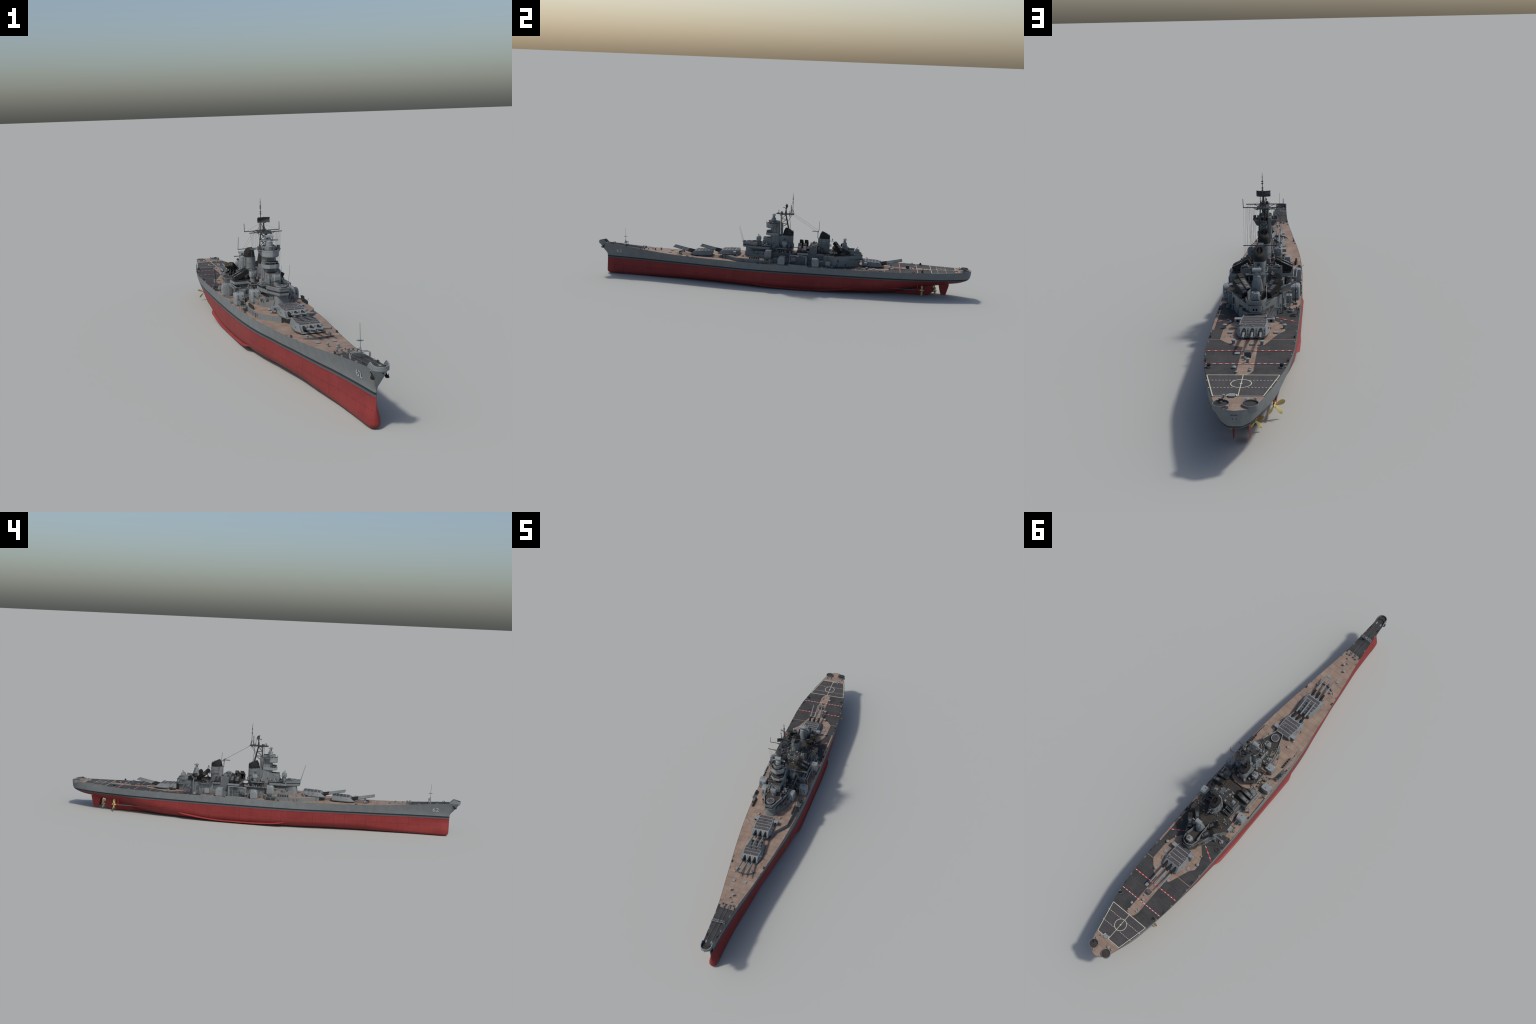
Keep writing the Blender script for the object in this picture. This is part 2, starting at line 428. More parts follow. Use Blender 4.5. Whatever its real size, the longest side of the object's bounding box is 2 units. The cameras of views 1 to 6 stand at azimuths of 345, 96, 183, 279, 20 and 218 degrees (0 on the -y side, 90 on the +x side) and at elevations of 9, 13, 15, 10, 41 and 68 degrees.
def edge_run(y0, y1, s, inset=.0009, step=.02):
    k = max(2, int(abs(y1 - y0) / step)); return [(s * (edge_x(lerp(y0, y1, i / k)) - inset), lerp(y0, y1, i / k)) for i in range(k + 1)]


plating = MB()
patch(plating, edge_run(-.985, -.765, 1) + edge_run(-.760, -.985, -1), .0006, "deck")
for s in (-1, 1):
    # aft side plating, leaving the teak around the after turret and along the middle
    inner = [(s * .030, .372), (s * .0385, .3785), (s * .0705, .4135), (s * .0863, .4564), (s * .0865, .4800), (s * .0868, .5455) if s > 0 else (s * .0700, .5000),
             (s * .0515, .5473) if s < 0 else (s * .0662, .5685), (s * .0365, .5854) if s < 0 else (s * .0421, .5930), (s * .0200, .600), (s * .0200, .7800)]
    if s > 0: inner = inner[:-1] + [(.0195, .7857), (.0100, .7857)]
    else: inner = inner[:-1] + [(-.0225, .7636), (-.0147, .7840), (-.0100, .7857)]
    start = [(s * (edge_x(.285) - .0016), .285)] + [(s * .060, .285)]
    patch(plating, inner + [(s * .0100, .7895)] + edge_run(.7895, .285, s) + [(s * .030, .285)], .0006, "deck")
patch(plating, [(.0895, .7895), (.0595, .9195), (-.0595, .9195), (-.0895, .7895)], .0009, "helideck")
for s in (-1, 1): patch(plating, edge_run(.7895, .9195, s) + [(s * .0583, .9195), (s * .0885, .7895)], .0006, "deck")
patch(plating, [(.122 - .004, .232), (.088, .232), (.088, .280), (.118, .280)], .0007, "deck")
# teak strips that stay bare in the plating
patch(plating, edge_run(.30, .470, 1, .0012) + [(.1120, .470), (.1128, .41), (.1120, .30)], .0010, "wood")
for s, x in ((1, .0855), (-1, .0515)): strip(plating, (s * x, .5477), (s * (edge_x(.5477) - .002), .5477), .0022, .0010, "wood")
place("deck_plating", plating, ship)

mk = MB()
C = "cream"
for a, b in (((.0885, .7910), (-.0885, .7910)), ((.0885, .7910), (.0580, .9180)), ((-.0885, .7910), (-.0580, .9180)), ((.0580, .9180), (.0255, .9180)), ((.0255, .9180), (.0255, .9085)),
             ((.0255, .9085), (.0215, .9085)), ((.0075, .9085), (.0035, .9085)), ((.0035, .9085), (.0035, .9180)), ((.0035, .9180), (-.0580, .9180))):
    strip(mk, a, b, .0026, .0013, C)
strip(mk, (0, .7910), (0, .9180), .0022, .0015, C)
for y, h in ((.8235, .0815), (.8680, .0710)):
    strip(mk, (h, y), (.018, y), .0021, .0013, C, .0042); strip(mk, (-h, y), (-.018, y), .0021, .0013, C, .0042)
    for s in (-1, 1): strip(mk, (s * (h + .001), y), (s * (h + .004), y), .003, .0013, C)
R, r, n = .0258, .0234, 48
for i in range(n):
    a, b = 2 * PI * i / n, 2 * PI * (i + 1) / n; cy = .8445
    patch(mk, [(R * math.cos(a), cy + R * math.sin(a)), (R * math.cos(b), cy + R * math.sin(b)), (r * math.cos(b), cy + r * math.sin(b)), (r * math.cos(a), cy + r * math.sin(a))], .0017, C)
patch(mk, [(.0034 * math.cos(2 * PI * i / 12), .8445 + .0034 * math.sin(2 * PI * i / 12)) for i in range(12)], .0018, C)
for y, w, al in ((.6292, .0034, .22), (.7187, .0028, .5)):
    e = edge_x(y) - .0025; k = 13; off = .0014
    strip(mk, (e, y), (-e, y), w, off, "mark_red")
    for i in range(k):
        x = lerp(e, -e, (i + .5) / k); L = e / k * (al * 1.6 + .25)
        strip(mk, (x - L / 2, y), (x + L / 2, y), w * .8, off + .0004, "mark_white")
for s in (-1, 1):
    a, b = Vector((s * .0445, .3655)), Vector((s * .1180, .4095)); strip(mk, a, b, .0030, .0014, "mark_red")
    for t in (.2, .5, .8):
        strip(mk, a.lerp(b, t - .05), a.lerp(b, t + .05), .0024, .0018, "mark_white")
place("deck_marking", mk, ship)

# ----------------------------------------------------- amidships bulwark
b = MB()
for s in (-1, 1):
    pts = [(s * (edge_x(y) - .0006), y) for y in (.050, .075, .1, .125, .1485)]
    b.wall(pts, [deck_z(p[1]) - .001 for p in pts], [.1372, .1368, .1363, .1358, .1353], .0014, "hull")
    b.bx(min(s * .108, s * .118), max(s * .108, s * .118), .047, .0485, .1285, .1355, "grey")
place("side_bulwark", b, ship)

# --------------------------------------------------------- bow bulwark
b = MB()
pts = []
for i in range(25):
    t = -1 + 2 * i / 24; a = t * 2.15
    if abs(a) < PI / 2: pts.append((.0218 * math.sin(a), -.9785 - .0217 * math.cos(a)))
    else: pts.append((math.copysign(.0219, a), -.9785 + (abs(a) - PI / 2) * .046))
top = [lerp(lerp(.1740, .1805, clamp((p[1] + .998) / .030) ** 1.6), .1655, clamp((p[1] + .967) / .0135) ** 1.3) for p in pts]
b.wall(pts, [.1630] * len(pts), top, .0016, "grey")
b.wall([(p[0] * .99, p[1]) for p in pts], [t_ - .0012 for t_ in top], [t_ + .0006 for t_ in top], .0022, "light")
place("bow_bulwark", b, ship)
b = MB(); b.prism([(.0195 * math.sin(a), -.9785 - .0195 * math.cos(a)) for a in [(-1 + i / 8) * 1.55 for i in range(17)]], .1655, .1668, "roof")
b.wall([(.0195, -.968), (.012, -.9745), (0, -.9845), (-.012, -.9745), (-.0195, -.968)], .1650, .1685, .001, "dark")
place("bow_platform", b, ship)


# ----------------------------------------------------------- bilge keels
def bilge_keel_mesh(s):
    mb = MB(); rings = []
    zk = curve([(-.150, .0235), (-.06, .0125), (.06, .0085), (.16, .0085), (.26, .0145), (.34, .0240), (.400, .0320)])
    n = 36
    for i in range(n + 1):
        y = lerp(-.150, .398, i / n); z = zk(y); hbk = half_breadth(y, z) - .002
        w = .0105 * min(1, math.sin(PI * clamp(i / n)) * 7 + .02) if i not in (0, n) else .0004
        ang = math.radians(-22); dx, dz = math.cos(ang) * (w + .002), math.sin(ang) * (w + .002) * .9
        rings.append([(s * hbk, y, z + .0016), (s * (hbk + dx), y, max(z + dz + .0004, .0006)), (s * (hbk + dx), y, max(z + dz - .0004, .0002)), (s * hbk, y, z - .0016)])
    return mb.loft(rings, "red")


for s in (-1, 1): place("bilge_keel", bilge_keel_mesh(s), ship)

# -------------------------------------------------- skegs, shafts, screws
for s in (-1, 1):
    mb = MB(); rings = []
    prof = [(.50, .001), (.58, .001), (.66, .001), (.74, .001), (.786, .001), (.800, .012), (.812, .0205)]
    for y, zb in prof:
        w = .010 * clamp((y - .46) / .14) * (1 if y < .76 else lerp(1, .28, (y - .76) / .052)); zt = keel(y) + .016
        zt = max(zt, zb + .010); c = .0285
        if y > .80: zt = {.812: .0325}.get(y, .047)
        rings.append([(s * (c - w), y, zt), (s * (c - w * .55), y, zb), (s * (c + w * .55), y, zb), (s * (c + w), y, zt)])
    mb.loft(rings, "red")
    rings = []
    for y, zb in ((.74, .026), (.786, .030), (.800, .0345), (.808, .0460)):
        w = .009 * (1 if y < .76 else .4); rings.append([(s * (.0285 - w), y, .055), (s * (.0285 - w), y, zb), (s * (.0285 + w), y, zb), (s * (.0285 + w), y, .055)])
    mb.loft(rings, "red")
    place("skeg", mb, ship)
    mb = MB(); a = Vector((s * .0790, .630, .0352)); h = Vector((s * .0705, .7430, .0325)); q = a.lerp(h, .80)
    mb.cyl(a, q, .0027, n=12, mat="slate"); mb.cyl(q, h, .0036, .0036, 12, "red")
    for dx in (-.013, .006):
        p = a.lerp(h, .86); mb.cyl(p, (p.x + s * dx, p.y - .004, .066), .0018, .003, 8, "red")
    mb.cyl(a + (a - h) * .35, a + (h - a) * .05, .0050, .0030, 10, "red")
    place("propeller_shaft", mb, ship)
    mb = MB(); x0 = .0195
    sec = [(-1, 0), (-.6, .75), (-.1, 1), (.5, .6), (1, 0), (.5, -.6), (-.1, -1), (-.6, -.75)]
    rings = []
    for z, y0, y1, t in ((.062, .836, .8905, .0026), (.045, .8400, .8870, .0025), (.0030, .8500, .8765, .0008)):
        rings.append([(s * x0 + t * v, (y0 + y1) / 2 + (y1 - y0) / 2 * u, z) for u, v in sec])
    mb.loft(rings, "red"); place("rudder", mb, ship)


def propeller_mesh(blades, R):
    mb = MB(); mb.cyl((0, -.010, 0), (0, .008, 0), .0042, .0034, 14, "bronze"); mb.cyl((0, .008, 0), (0, .0125, 0), .0034, .0008, 14, "bronze")
    for k in range(blades):
        a0 = 2 * PI * k / blades; rings = []
        for i in range(9):
            r = lerp(.003, R, i / 8); t_ = i / 8; w = .0064 * (math.sqrt(max(0, 1 - ((t_ - .58) / .43) ** 2)) if t_ > .58 else lerp(.35, 1, (t_ / .58) ** .8)) + .0004; pitch = math.radians(lerp(66, 42, i / 8))
            ring = []
            for u, t in ((-1, 0), (-.4, .0009), (.4, .0009), (1, 0), (.4, -.0009), (-.4, -.0009)):
                tx = u * w * math.cos(pitch * .9); ty = u * w * math.sin(pitch) * .9 + t
                ring.append((r * math.cos(a0) - tx * math.sin(a0), ty, r * math.sin(a0) + tx * math.cos(a0)))
            rings.append(ring)
        mb.loft(rings, "bronze")
    return mb.mesh("propeller", 60)


pm4 = propeller_mesh(5, .0300)
for s in (-1, 1):
    o = place("propeller", pm4, ship, (s * .0703, .7480, .0325)); o.rotation_euler = (0, math.radians(-12 if s < 0 else 12), 0)
    o = place("propeller", pm4, ship, (s * .0288, .8190, .0245)); o.rotation_euler = (0, math.radians(-14 if s < 0 else 14), 0); o.scale = (.81, .95, .81)


# ---------------------------------------------------- hull numbers, name
def text_mesh(txt):
    c = bpy.data.curves.new("lettering", 'FONT'); c.body = txt; c.size = 1.0; c.offset = .012
    o = bpy.data.objects.new("lettering", c); COLL.objects.link(o)
    dg = bpy.context.evaluated_depsgraph_get(); m = bpy.data.meshes.new_from_object(o.evaluated_get(dg))
    bpy.data.objects.remove(o, do_unlink=True); bpy.data.curves.remove(c)
    xs = [v.co.x for v in m.vertices]; zs = [v.co.y for v in m.vertices]
    x0, x1, z0, z1 = min(xs), max(xs), min(zs), max(zs)
    vs = [((v.co.x - x0) / (x1 - x0), (v.co.y - z0) / (z1 - z0)) for v in m.vertices]; fs = [list(p.vertices) for p in m.polygons]
    bpy.data.meshes.remove(m); return vs, fs


vs, fs = text_mesh("62")
for s in (-1, 1):
    mb = MB()
    for off, mat, dy, dz in ((.0005, "slate", .0012, -.0012), (.0011, "white", 0, 0)):
        pts = []
        for u, v in vs:
            y = lerp(-.8675, -.8985, u) if s < 0 else lerp(-.8985, -.8675, u); z = .1165 + .0205 * v
            y += dy * (-1 if s < 0 else 1); z += dz
            pts.append((s * (half_breadth(y, z) + off), y, z))
        mb.add(pts, fs, mat)
    place("hull_number", mb.mesh("hull_number", recalc=False), ship)
vs, fs = text_mesh("NEW JERSEY"); mb = MB()


def stern_y(x, z):
    lo, hi = .9, 1.0
    for _ in range(30):
        m = (lo + hi) / 2
        if half_breadth(m, z) > abs(x): lo = m
        else: hi = m
    return lo


mb.add([(lerp(.0095, -.0085, u), stern_y(lerp(.0095, -.0085, u), .1235 + .0032 * v) + .0008, .1235 + .0032 * v) for u, v in vs], fs, "dark")
place("stern_name", mb, ship)
for x in (.0045, -.0040):
    z = .1165; mb = MB(); y = stern_y(x, z); mb.torus((x, y, z), .0016, .0006, 'y', mat="grey"); mb.cyl((x, y - .002, z), (x, y + .0004, z), .0013, n=10, mat="black"); place("hawse_pipe", mb, ship)


# =========================================================== MAIN TURRETS
def rounded(pts, k=.25):
    """Cut the corners of a plan polygon."""
    out = []; n = len(pts)
    for i in range(n):
        p = Vector(pts[i]); a = Vector(pts[i - 1]); c = Vector(pts[(i + 1) % n])
        out += [tuple(p.lerp(a, k)), tuple(p.lerp(c, k))]
    return out


def turret_house(ears):
    mb = MB(); sym = lambda P: P + [(-x, y) for x, y in reversed(P)]
    bot = sym([(.0350, -.0600), (.0440, -.0280), (.0432, .0000), (.0395, .0300), (.0355, .0535)])
    mid = sym([(.0375, -.0575), (.0466, -.0260), (.0452, .0000), (.0415, .0300), (.0375, .0550)])
    top = sym([(.0355, -.0330), (.0380, -.0120), (.0372, .0100), (.0348, .0320), (.0322, .0545)])
    zt = [lerp(.0212, .0255, clamp((p[1] + .033) / .087)) for p in top]
    mb.loft([[(x, y, 0) for x, y in bot], [(x, y, .0040) for x, y in mid], [(x, y, z) for (x, y), z in zip(top, zt)]], "grey", "grey")
    hz = lambda y: lerp(.0212, .0255, clamp((y + .033) / .087))
    ys = [-.0320, -.0150, .0020, .0190, .0360, .0530]
    hw = curve([(-.033, .0335), (-.012, .0365), (.010, .0358), (.032, .0334), (.0545, .0308)])
    for i in range(5):   # dark roof plates between raised joints
        a, c = ys[i] + .0007, ys[i + 1] - .0007
        P = [(hw(a) - .0008, a), (hw(c) - .0008, c), (-hw(c) + .0008, c), (-hw(a) + .0008, a)]
        mb.prism(P, [hz(p[1]) - .001 for p in P], [hz(p[1]) + .0004 for p in P], "turret_roof")
    for y in ys[1:-1]:
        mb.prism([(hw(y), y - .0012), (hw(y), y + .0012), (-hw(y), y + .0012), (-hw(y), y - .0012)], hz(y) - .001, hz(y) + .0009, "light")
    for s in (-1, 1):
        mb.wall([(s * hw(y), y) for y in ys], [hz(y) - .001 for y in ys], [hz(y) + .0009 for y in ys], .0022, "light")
        mb.bx(s * .0395 - .002, s * .0395 + .002, -.012, -.006, .011, .0145, "dim")
        mb.bx(s * .0385 - .002, s * .0385 + .002, .018, .025, .008, .011, "dim")
        mb.cyl((s * .0405, -.020, .014), (s * .0445, -.0215, .014), .0016, n=8, mat="grey")
        if ears: mb.bx(min(s * .0340, s * .0560), max(s * .0340, s * .0560), .0270, .0430, .0110, .0215, "light"); mb.bx(s * .047 - .003, s * .047 + .003, .0262, .0272, .013, .0195, "glass")
    # gun ports with ladders between
    for x in (-.0227, 0, .0227):
        prof = []
        for i in range(13):
            a = PI * i / 12; prof.append((.0060 * math.cos(a), .0110 + .0080 * math.sin(a)))
        prof = [(.0060, .0048)] + prof + [(-.0060, .0048)]
        fy = lambda z: -.0580 + (z - .004) * 1.42
        mb.loft([[(x + px, fy(pz) - .0006, pz) for px, pz in prof], [(x + px, fy(pz) + .002, pz) for px, pz in prof]], "black")
    for x in (-.0345, -.0115, .0115, .0335):
        for i in range(6):
            z = .0045 + .0026 * i; mb.bx(x - .0022, x + .0022, -.0580 + (z - .004) * 1.42 - .0010, -.0580 + (z - .004) * 1.42 + .001, z, z + .0008, "dim")
    for x, y in ((.012, .010), (-.016, .022), (.0, .002), (-.026, -.015), (.024, -.012)):
        mb.cyl((x, y, hz(y)), (x, y, hz(y) + .0022), .0012, n=8, mat="grey")
    mb.lathe((0, -.0300, hz(-.03)), [(.0014, 0), (.0014, .002), (.0024, .0024), (.0004, .0036)], 10, "light")
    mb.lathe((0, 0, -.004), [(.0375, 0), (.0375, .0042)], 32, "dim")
    return mb


def barrel_mesh():
    mb = MB(); e = .218
    P = lambda d: (0, -.048 - d, .0115 + d * e)
    mb.cyl(P(-.006), P(.012), .0054, .0050, 14, "canvas"); mb.cyl(P(.012), P(.027), .0050, .0042, 14, "canvas")
    mb.cyl(P(.026), P(.058), .0039, .0036, 14, "grey"); mb.cyl(P(.057), P(.1055), .0034, .0028, 14, "grey"); mb.cyl(P(.1035), P(.107), .0030, .0030, 14, "grey")
    mb.cyl(P(.1068), P(.1073), .0017, .0017, 12, "black")
    return mb.mesh("gun_barrel")


bmesh_barrel = barrel_mesh()
th_plain = turret_house(False).mesh("main_turret", 16); th_ears = turret_house(True).mesh("main_turret", 16)
for y, z, rot, ears, h0 in ((-.4265, .1360, 0, False, .131), (-.2795, .1488, 0, True, .131), (.4850, .1335, PI, True, .127)):
    t = place("main_turret", th_ears if ears else th_plain, ship, (0, y, z), rot)
    train = .068 if y > 0 else 0   # the after guns point a few degrees off the centre line
    for x in (-.0227, 0, .0227): place("gun_barrel", bmesh_barrel, t, (x - .048 * math.sin(train), 0, 0), train)
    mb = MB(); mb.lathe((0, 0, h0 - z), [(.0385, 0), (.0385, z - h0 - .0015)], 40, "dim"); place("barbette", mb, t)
    if y == -.4265:
        mb = MB()
        for x, yy, dx, dy in ((.037, -.03, .016, .004), (.035, -.05, .010, -.018)): mb.cyl((x, yy, .018), (x + dx, yy + dy, .021), .0008, n=6, mat="grey")
        place("turret_antenna", mb, t)
    if y == -.2795:
        mb = MB()
        for a in range(3):
            c, s_ = math.cos(a * PI / 3 + .3), math.sin(a * PI / 3 + .3); mb.cyl((-.004 - .014 * c, .022 - .014 * s_, .0285), (-.004 + .014 * c, .022 + .014 * s_, .0285), .0005, n=5, mat="wire")
        mb.cyl((-.004, .022, .023), (-.004, .022, .030), .0012, n=8, mat="light"); mb.cyl((-.036, .0, .021), (-.056, .004, .022), .0011, n=6, mat="grey"); mb.cyl((.036, -.006, .021), (.052, -.010, .022), .0008, n=6, mat="grey")
        place("turret_antenna", mb, t)
    if y > 0:
        mb = MB(); mb.tube([(-.032, -.030, .0245), (-.042, -.032, .023), (-.046, -.020, .022)], .0014, 8, "slate"); mb.tube([(.030, .026, .0275), (.046, .028, .0265), (.054, .034, .026)], .0014, 8, "slate"); place("turret_antenna", mb, t)
    if ears:   # small painted fittings on the roof
        mb = MB()
        for x, yy in ((-.026, -.024), (-.0305, -.012), (-.021, -.019), (.028, -.022), (.023, .008), (.028, .012)):
            mb.lathe((x, yy, lerp(.0212, .0255, clamp((yy + .033) / .087)) + .0004), [(.0013, 0), (.0013, .0008), (.0003, .0012)], 8, "cream")
        place("roof_fitting", mb, t)


# ====================================================== 5-INCH TWIN MOUNTS
def secondary_mesh():
    mb = MB()
    hx = .0183
    plan = [(-hx, .0170), (-hx * .55, .0195), (hx * .55, .0195), (hx, .0170), (hx, -.0120), (hx * .80, -.0185), (-hx * .80, -.0185), (-hx, -.0120)]
    inset = lambda k, dy: [(x * k, (y * k if y > 0 else y * k) + dy) for x, y in plan]
    rings = [[(x, y, .0070) for x, y in inset(.98, 0)], [(x, y, .0230) for x, y in plan], [(x, y + (.0015 if y < -.015 else 0), .0330) for x, y in plan],
             [(x * .985, y + (.0050 if y < -.010 else 0), .0405) for x, y in plan], [(x * .93, y + (.0110 if y < -.010 else -.0008), .0448) for x, y in plan]]
    mb.loft(rings, "light")
    mb.prism([(x * .92, y * .92 + .0005) for x, y in plan], 0, .0072, "grey")
    for x in (-.0085, .0085):
        mb.loft([[(x - .0024, -.0135, .040), (x + .0024, -.0135, .040), (x + .0024, -.0192, .024), (x - .0024, -.0192, .024)], [(x - .002, -.017, .038), (x + .002, -.017, .038), (x + .002, -.0202, .026), (x - .002, -.0202, .026)]], "dim")
        mb.cyl((x, -.0150, .0305), (x, -.0415, .0330), .0013, .0010, 8, "grey")
    mb.bx(-.0030, .0010, .008, .0105, .0440, .0463, "dark")
    for x, y in ((-.010, -.002), (.010, -.004)): mb.cyl((x, y, .044), (x, y, .0455), .0009, n=8, mat="white")
    mb.bx(-.0188, -.0178, .002, .006, .026, .030, "dim"); mb.bx(.0178, .0188, .002, .006, .026, .030, "dim")
    return mb.mesh("secondary_turret", 22)


sm = secondary_mesh()
for s in (-1, 1):
    for x, y, z, r in ((.0605, -.0645, .1490, 0), (.0985, .0110, .1270, 0), (.1003, .1895, .1270, PI)):
        place("secondary_turret", sm, ship, (s * x, y, z), r)

# ====================================================== DECKHOUSE LEVELS
L01, L02 = .1480, .1790


def sym_poly(P): return P + [(-x, y) for x, y in reversed(P)]


h = MB()
P = sym_poly([(.0405, -.3020), (.0930, -.2285), (.0985, -.1500), (.0985, -.1050), (.0930, -.0500), (.0850, -.0375), (.0740, -.0330), (.0740, .2300), (.0700, .2800)])
h.prism(P, .1270, L01 - .0012, "grey", "wood")
h.prism([(x * 1.006, y) for x, y in P], L01 - .0014, L01, "grey", "wood")
for s in (-1, 1): h.prism([(s * .0400, -.3060), (s * .0440, -.3080), (s * .0500, -.2960), (s * .0455, -.2930)], .130, .1480, "grey")
place("lower_deckhouse", h, ship)
h = MB()   # sloping armoured wedge behind the conning tower
h.prism(sym_poly([(.0300, -.1760), (.0665, -.0990), (.0675, -.0760), (.050, -.0700)]), L01 - .001, .1655, "grey", "wood")
h.prism(sym_poly([(.0270, -.1760), (.0520, -.1200), (.0520, -.0900), (.0440, -.0850)]), .1650, .1755, "grey", "wood")
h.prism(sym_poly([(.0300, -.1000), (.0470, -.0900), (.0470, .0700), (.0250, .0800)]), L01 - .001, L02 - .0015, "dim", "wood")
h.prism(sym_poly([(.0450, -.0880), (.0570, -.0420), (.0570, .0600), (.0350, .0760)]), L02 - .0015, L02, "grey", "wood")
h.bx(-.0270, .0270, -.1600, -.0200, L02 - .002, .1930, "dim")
place("middle_deckhouse", h, ship)
h = MB()   # slotted visor along the wedge
for s in (-1, 1):
    h.wall([(s * .0300, -.1640), (s * .0475, -.1250), (s * .0475, -.1080)], .1755, .1805, .0012, "grey")
    for i in range(4): h.bx(s * .030 - .001 + s * .002 * i, s * .030 + .001 + s * .002 * i, -.1700 + .004 * i, -.1685 + .004 * i, .1755, .186, "light")
place("splinter_shield", h, ship)

h = MB()   # conning tower: flared armoured drum
rr = lambda hx, y0, y1, z: [(hx * math.copysign(abs(math.cos(a)) ** .55, math.cos(a)), lerp(y0, y1, .5) + (y1 - y0) / 2 * math.copysign(abs(math.sin(a)) ** .6, math.sin(a)), z) for a in [2 * PI * i / 32 for i in range(32)]]
h.loft([rr(.0285, -.1965, -.130, .1470), rr(.0265, -.1945, -.130, .1580), rr(.0238, -.1915, -.130, .1720), rr(.0230, -.1895, -.130, .1935)], "grey")
place("conning_tower", h, ship)

# navigation bridge
h = MB()
P = [(.0158, -.2050), (.0400, -.1400), (.0400, -.1340), (.0260, -.1300)]
h.prism(sym_poly([(x * .96, y + .0012) for x, y in P]), .1930, .1965, "grey", None, sym_poly(P))
h.prism(sym_poly(P), .1965, .2140, "grey", "roof")
Q = [(-.0400, -.1400), (-.0158, -.2050), (.0158, -.2050), (.0400, -.1400)]
h.wall([(-.036, -.1360)] + Q + [(.036, -.1360)], .2130, .2200, .0014, "grey")
h.wall([(x * 1.03, y - .0006) for x, y in Q], .2185, .2205, .0022, "light")
for s in (-1, 1):
    h.wall([(s * .0400, -.1400), (s * .0500, -.0960), (s * .0510, -.0560), (s * .0440, -.0540)], [.1935, .1950, .1955, .1955], [.2040, .2055, .2060, .2060], .0016, "grey")
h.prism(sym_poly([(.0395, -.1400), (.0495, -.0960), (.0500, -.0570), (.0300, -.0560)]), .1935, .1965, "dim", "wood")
place("bridge", h, ship)
w = MB()
for a, b2, k in (((.0158, -.2050), (.0400, -.1400), 15), ((-.0158, -.2050), (.0158, -.2050), 9), ((-.0158, -.2050), (-.0400, -.1400), 15)):
    a = Vector(a); b2 = Vector(b2); d = (b2 - a).normalized(); nn = Vector((d.y, -d.x))
    if nn.y > 0 and abs(nn.y) > abs(nn.x): nn = -nn
    if nn.dot(a + b2) * 1.0 < 0 and abs(nn.x) > .5: nn = -nn
    for i in range(k):
        c = a.lerp(b2, (i + .5) / k); q = d * (.38 * (b2 - a).length / k)
        w.prism([tuple(c - q - nn * .001), tuple(c + q - nn * .001), tuple(c + q + nn * .0004), tuple(c - q + nn * .0004)], .2035, .2088, "glass")
place("bridge_window", w, ship, stuff=True)
h = MB()   # open conning ring above the bridge
h.prism(sym_poly([(.0392, -.1420), (.0392, -.1240), (.0250, -.1180)]), .2095, .2141, "grey", "roof")
h.torus((0, -.1735, .2215), .0170, .0016, 'z', 28, 6, "light"); h.lathe((0, -.1735, .2135), [(.0172, 0), (.0172, .0078)], 28, "grey", "turret_roof")
for a in range(6): h.cyl((.009 * math.cos(a), -.1735 + .009 * math.sin(a), .2205), (.009 * math.cos(a), -.1735 + .009 * math.sin(a), .2255), .0014, n=8, mat="dim")
h.cyl((0, -.174, .2215), (0, -.174, .2285), .0009, n=6, mat="grey")
place("lookout_ring", h, ship)
h = MB()
for s in (-1, 1): h.cyl((s * .0130, -.2065, .2190), (s * .0145, -.2290, .3000), .00065, .00035, 6, "wire"); h.bx(s * .013 - .0015, s * .013 + .0015, -.2085, -.2040, .2180, .2230, "light")
h.bx(-.015, .015, -.2075, -.2062, .2195, .2210, "light")
place("whip_antenna", h, ship)


# =================================================== FIRE CONTROL DIRECTORS
def director_mesh():
    """Boxy secondary director on a drum, with a small tilted dish."""
    mb = MB(); mb.lathe((0, 0, 0), [(.0105, 0), (.0098, .018)], 20, "grey")
    body = [(-.0120, -.0090), (-.0090, -.0125), (.0090, -.0125), (.0120, -.0090), (.0125, .0085), (.0085, .0115), (-.0085, .0115), (-.0125, .0085)]
    mb.loft([[(x * .93, y * .93, .0170) for x, y in body], [(x, y, .0200) for x, y in body], [(x, y, .0330) for x, y in body], [(x * .92, y * .9, .0365) for x, y in body]], "light")
    mb.bx(-.0065, -.0042, -.0132, -.0120, .0262, .0283, "slate"); mb.bx(.0032, .0058, -.0132, -.0120, .0262, .0283, "slate"); mb.bx(-.0115, -.0040, -.006, .008, .0355, .0380, "grey"); mb.bx(-.0126, -.0105, -.008, .004, .022, .031, "dim")
    mb.bx(-.0165, -.0120, -.0020, .0025, .0235, .0285, "light"); mb.bx(.0120, .0165, -.0020, .0025, .0235, .0285, "light")
    mb.bx(-.008, .008, -.014, -.0122, .0200, .0235, "grey")
    mb.cyl((0, .002, .0365), (0, .006, .0405), .0022, .0014, 8, "grey")
    mb.lathe((-.006, .003, .0360), [(.0018, 0), (.0018, .002)], 8, "dim"); mb.bx(.002, .007, -.004, .003, .0360, .0385, "grey")
    return mb.mesh("fire_control_director", 35)


def dish_mesh():
    mb = MB()
    mb.cyl((0, .0060, 0), (0, 0, .0060), .0006, n=6, mat="wire"); mb.lathe((0, 0, 0), [(.0006, 0)] * 2, 4, "wire")
    rings = []
    for i in range(5):
        a = i / 4; r = .0055 * a + .0003; rings.append([(r * math.cos(t), -.0035 - .0020 * (a * a), .0085 + r * math.sin(t)) for t in [2 * PI * j / 14 for j in range(14)]])
    mb.loft(rings, "slate", cap1=False); mb.cyl((0, -.004, .0085), (0, -.0105, .0095), .0004, n=5, mat="wire"); mb.cyl((0, .0065, 0), (0, -.0035, .0085), .0007, n=5, mat="wire")
    return mb.mesh("tracking_dish")


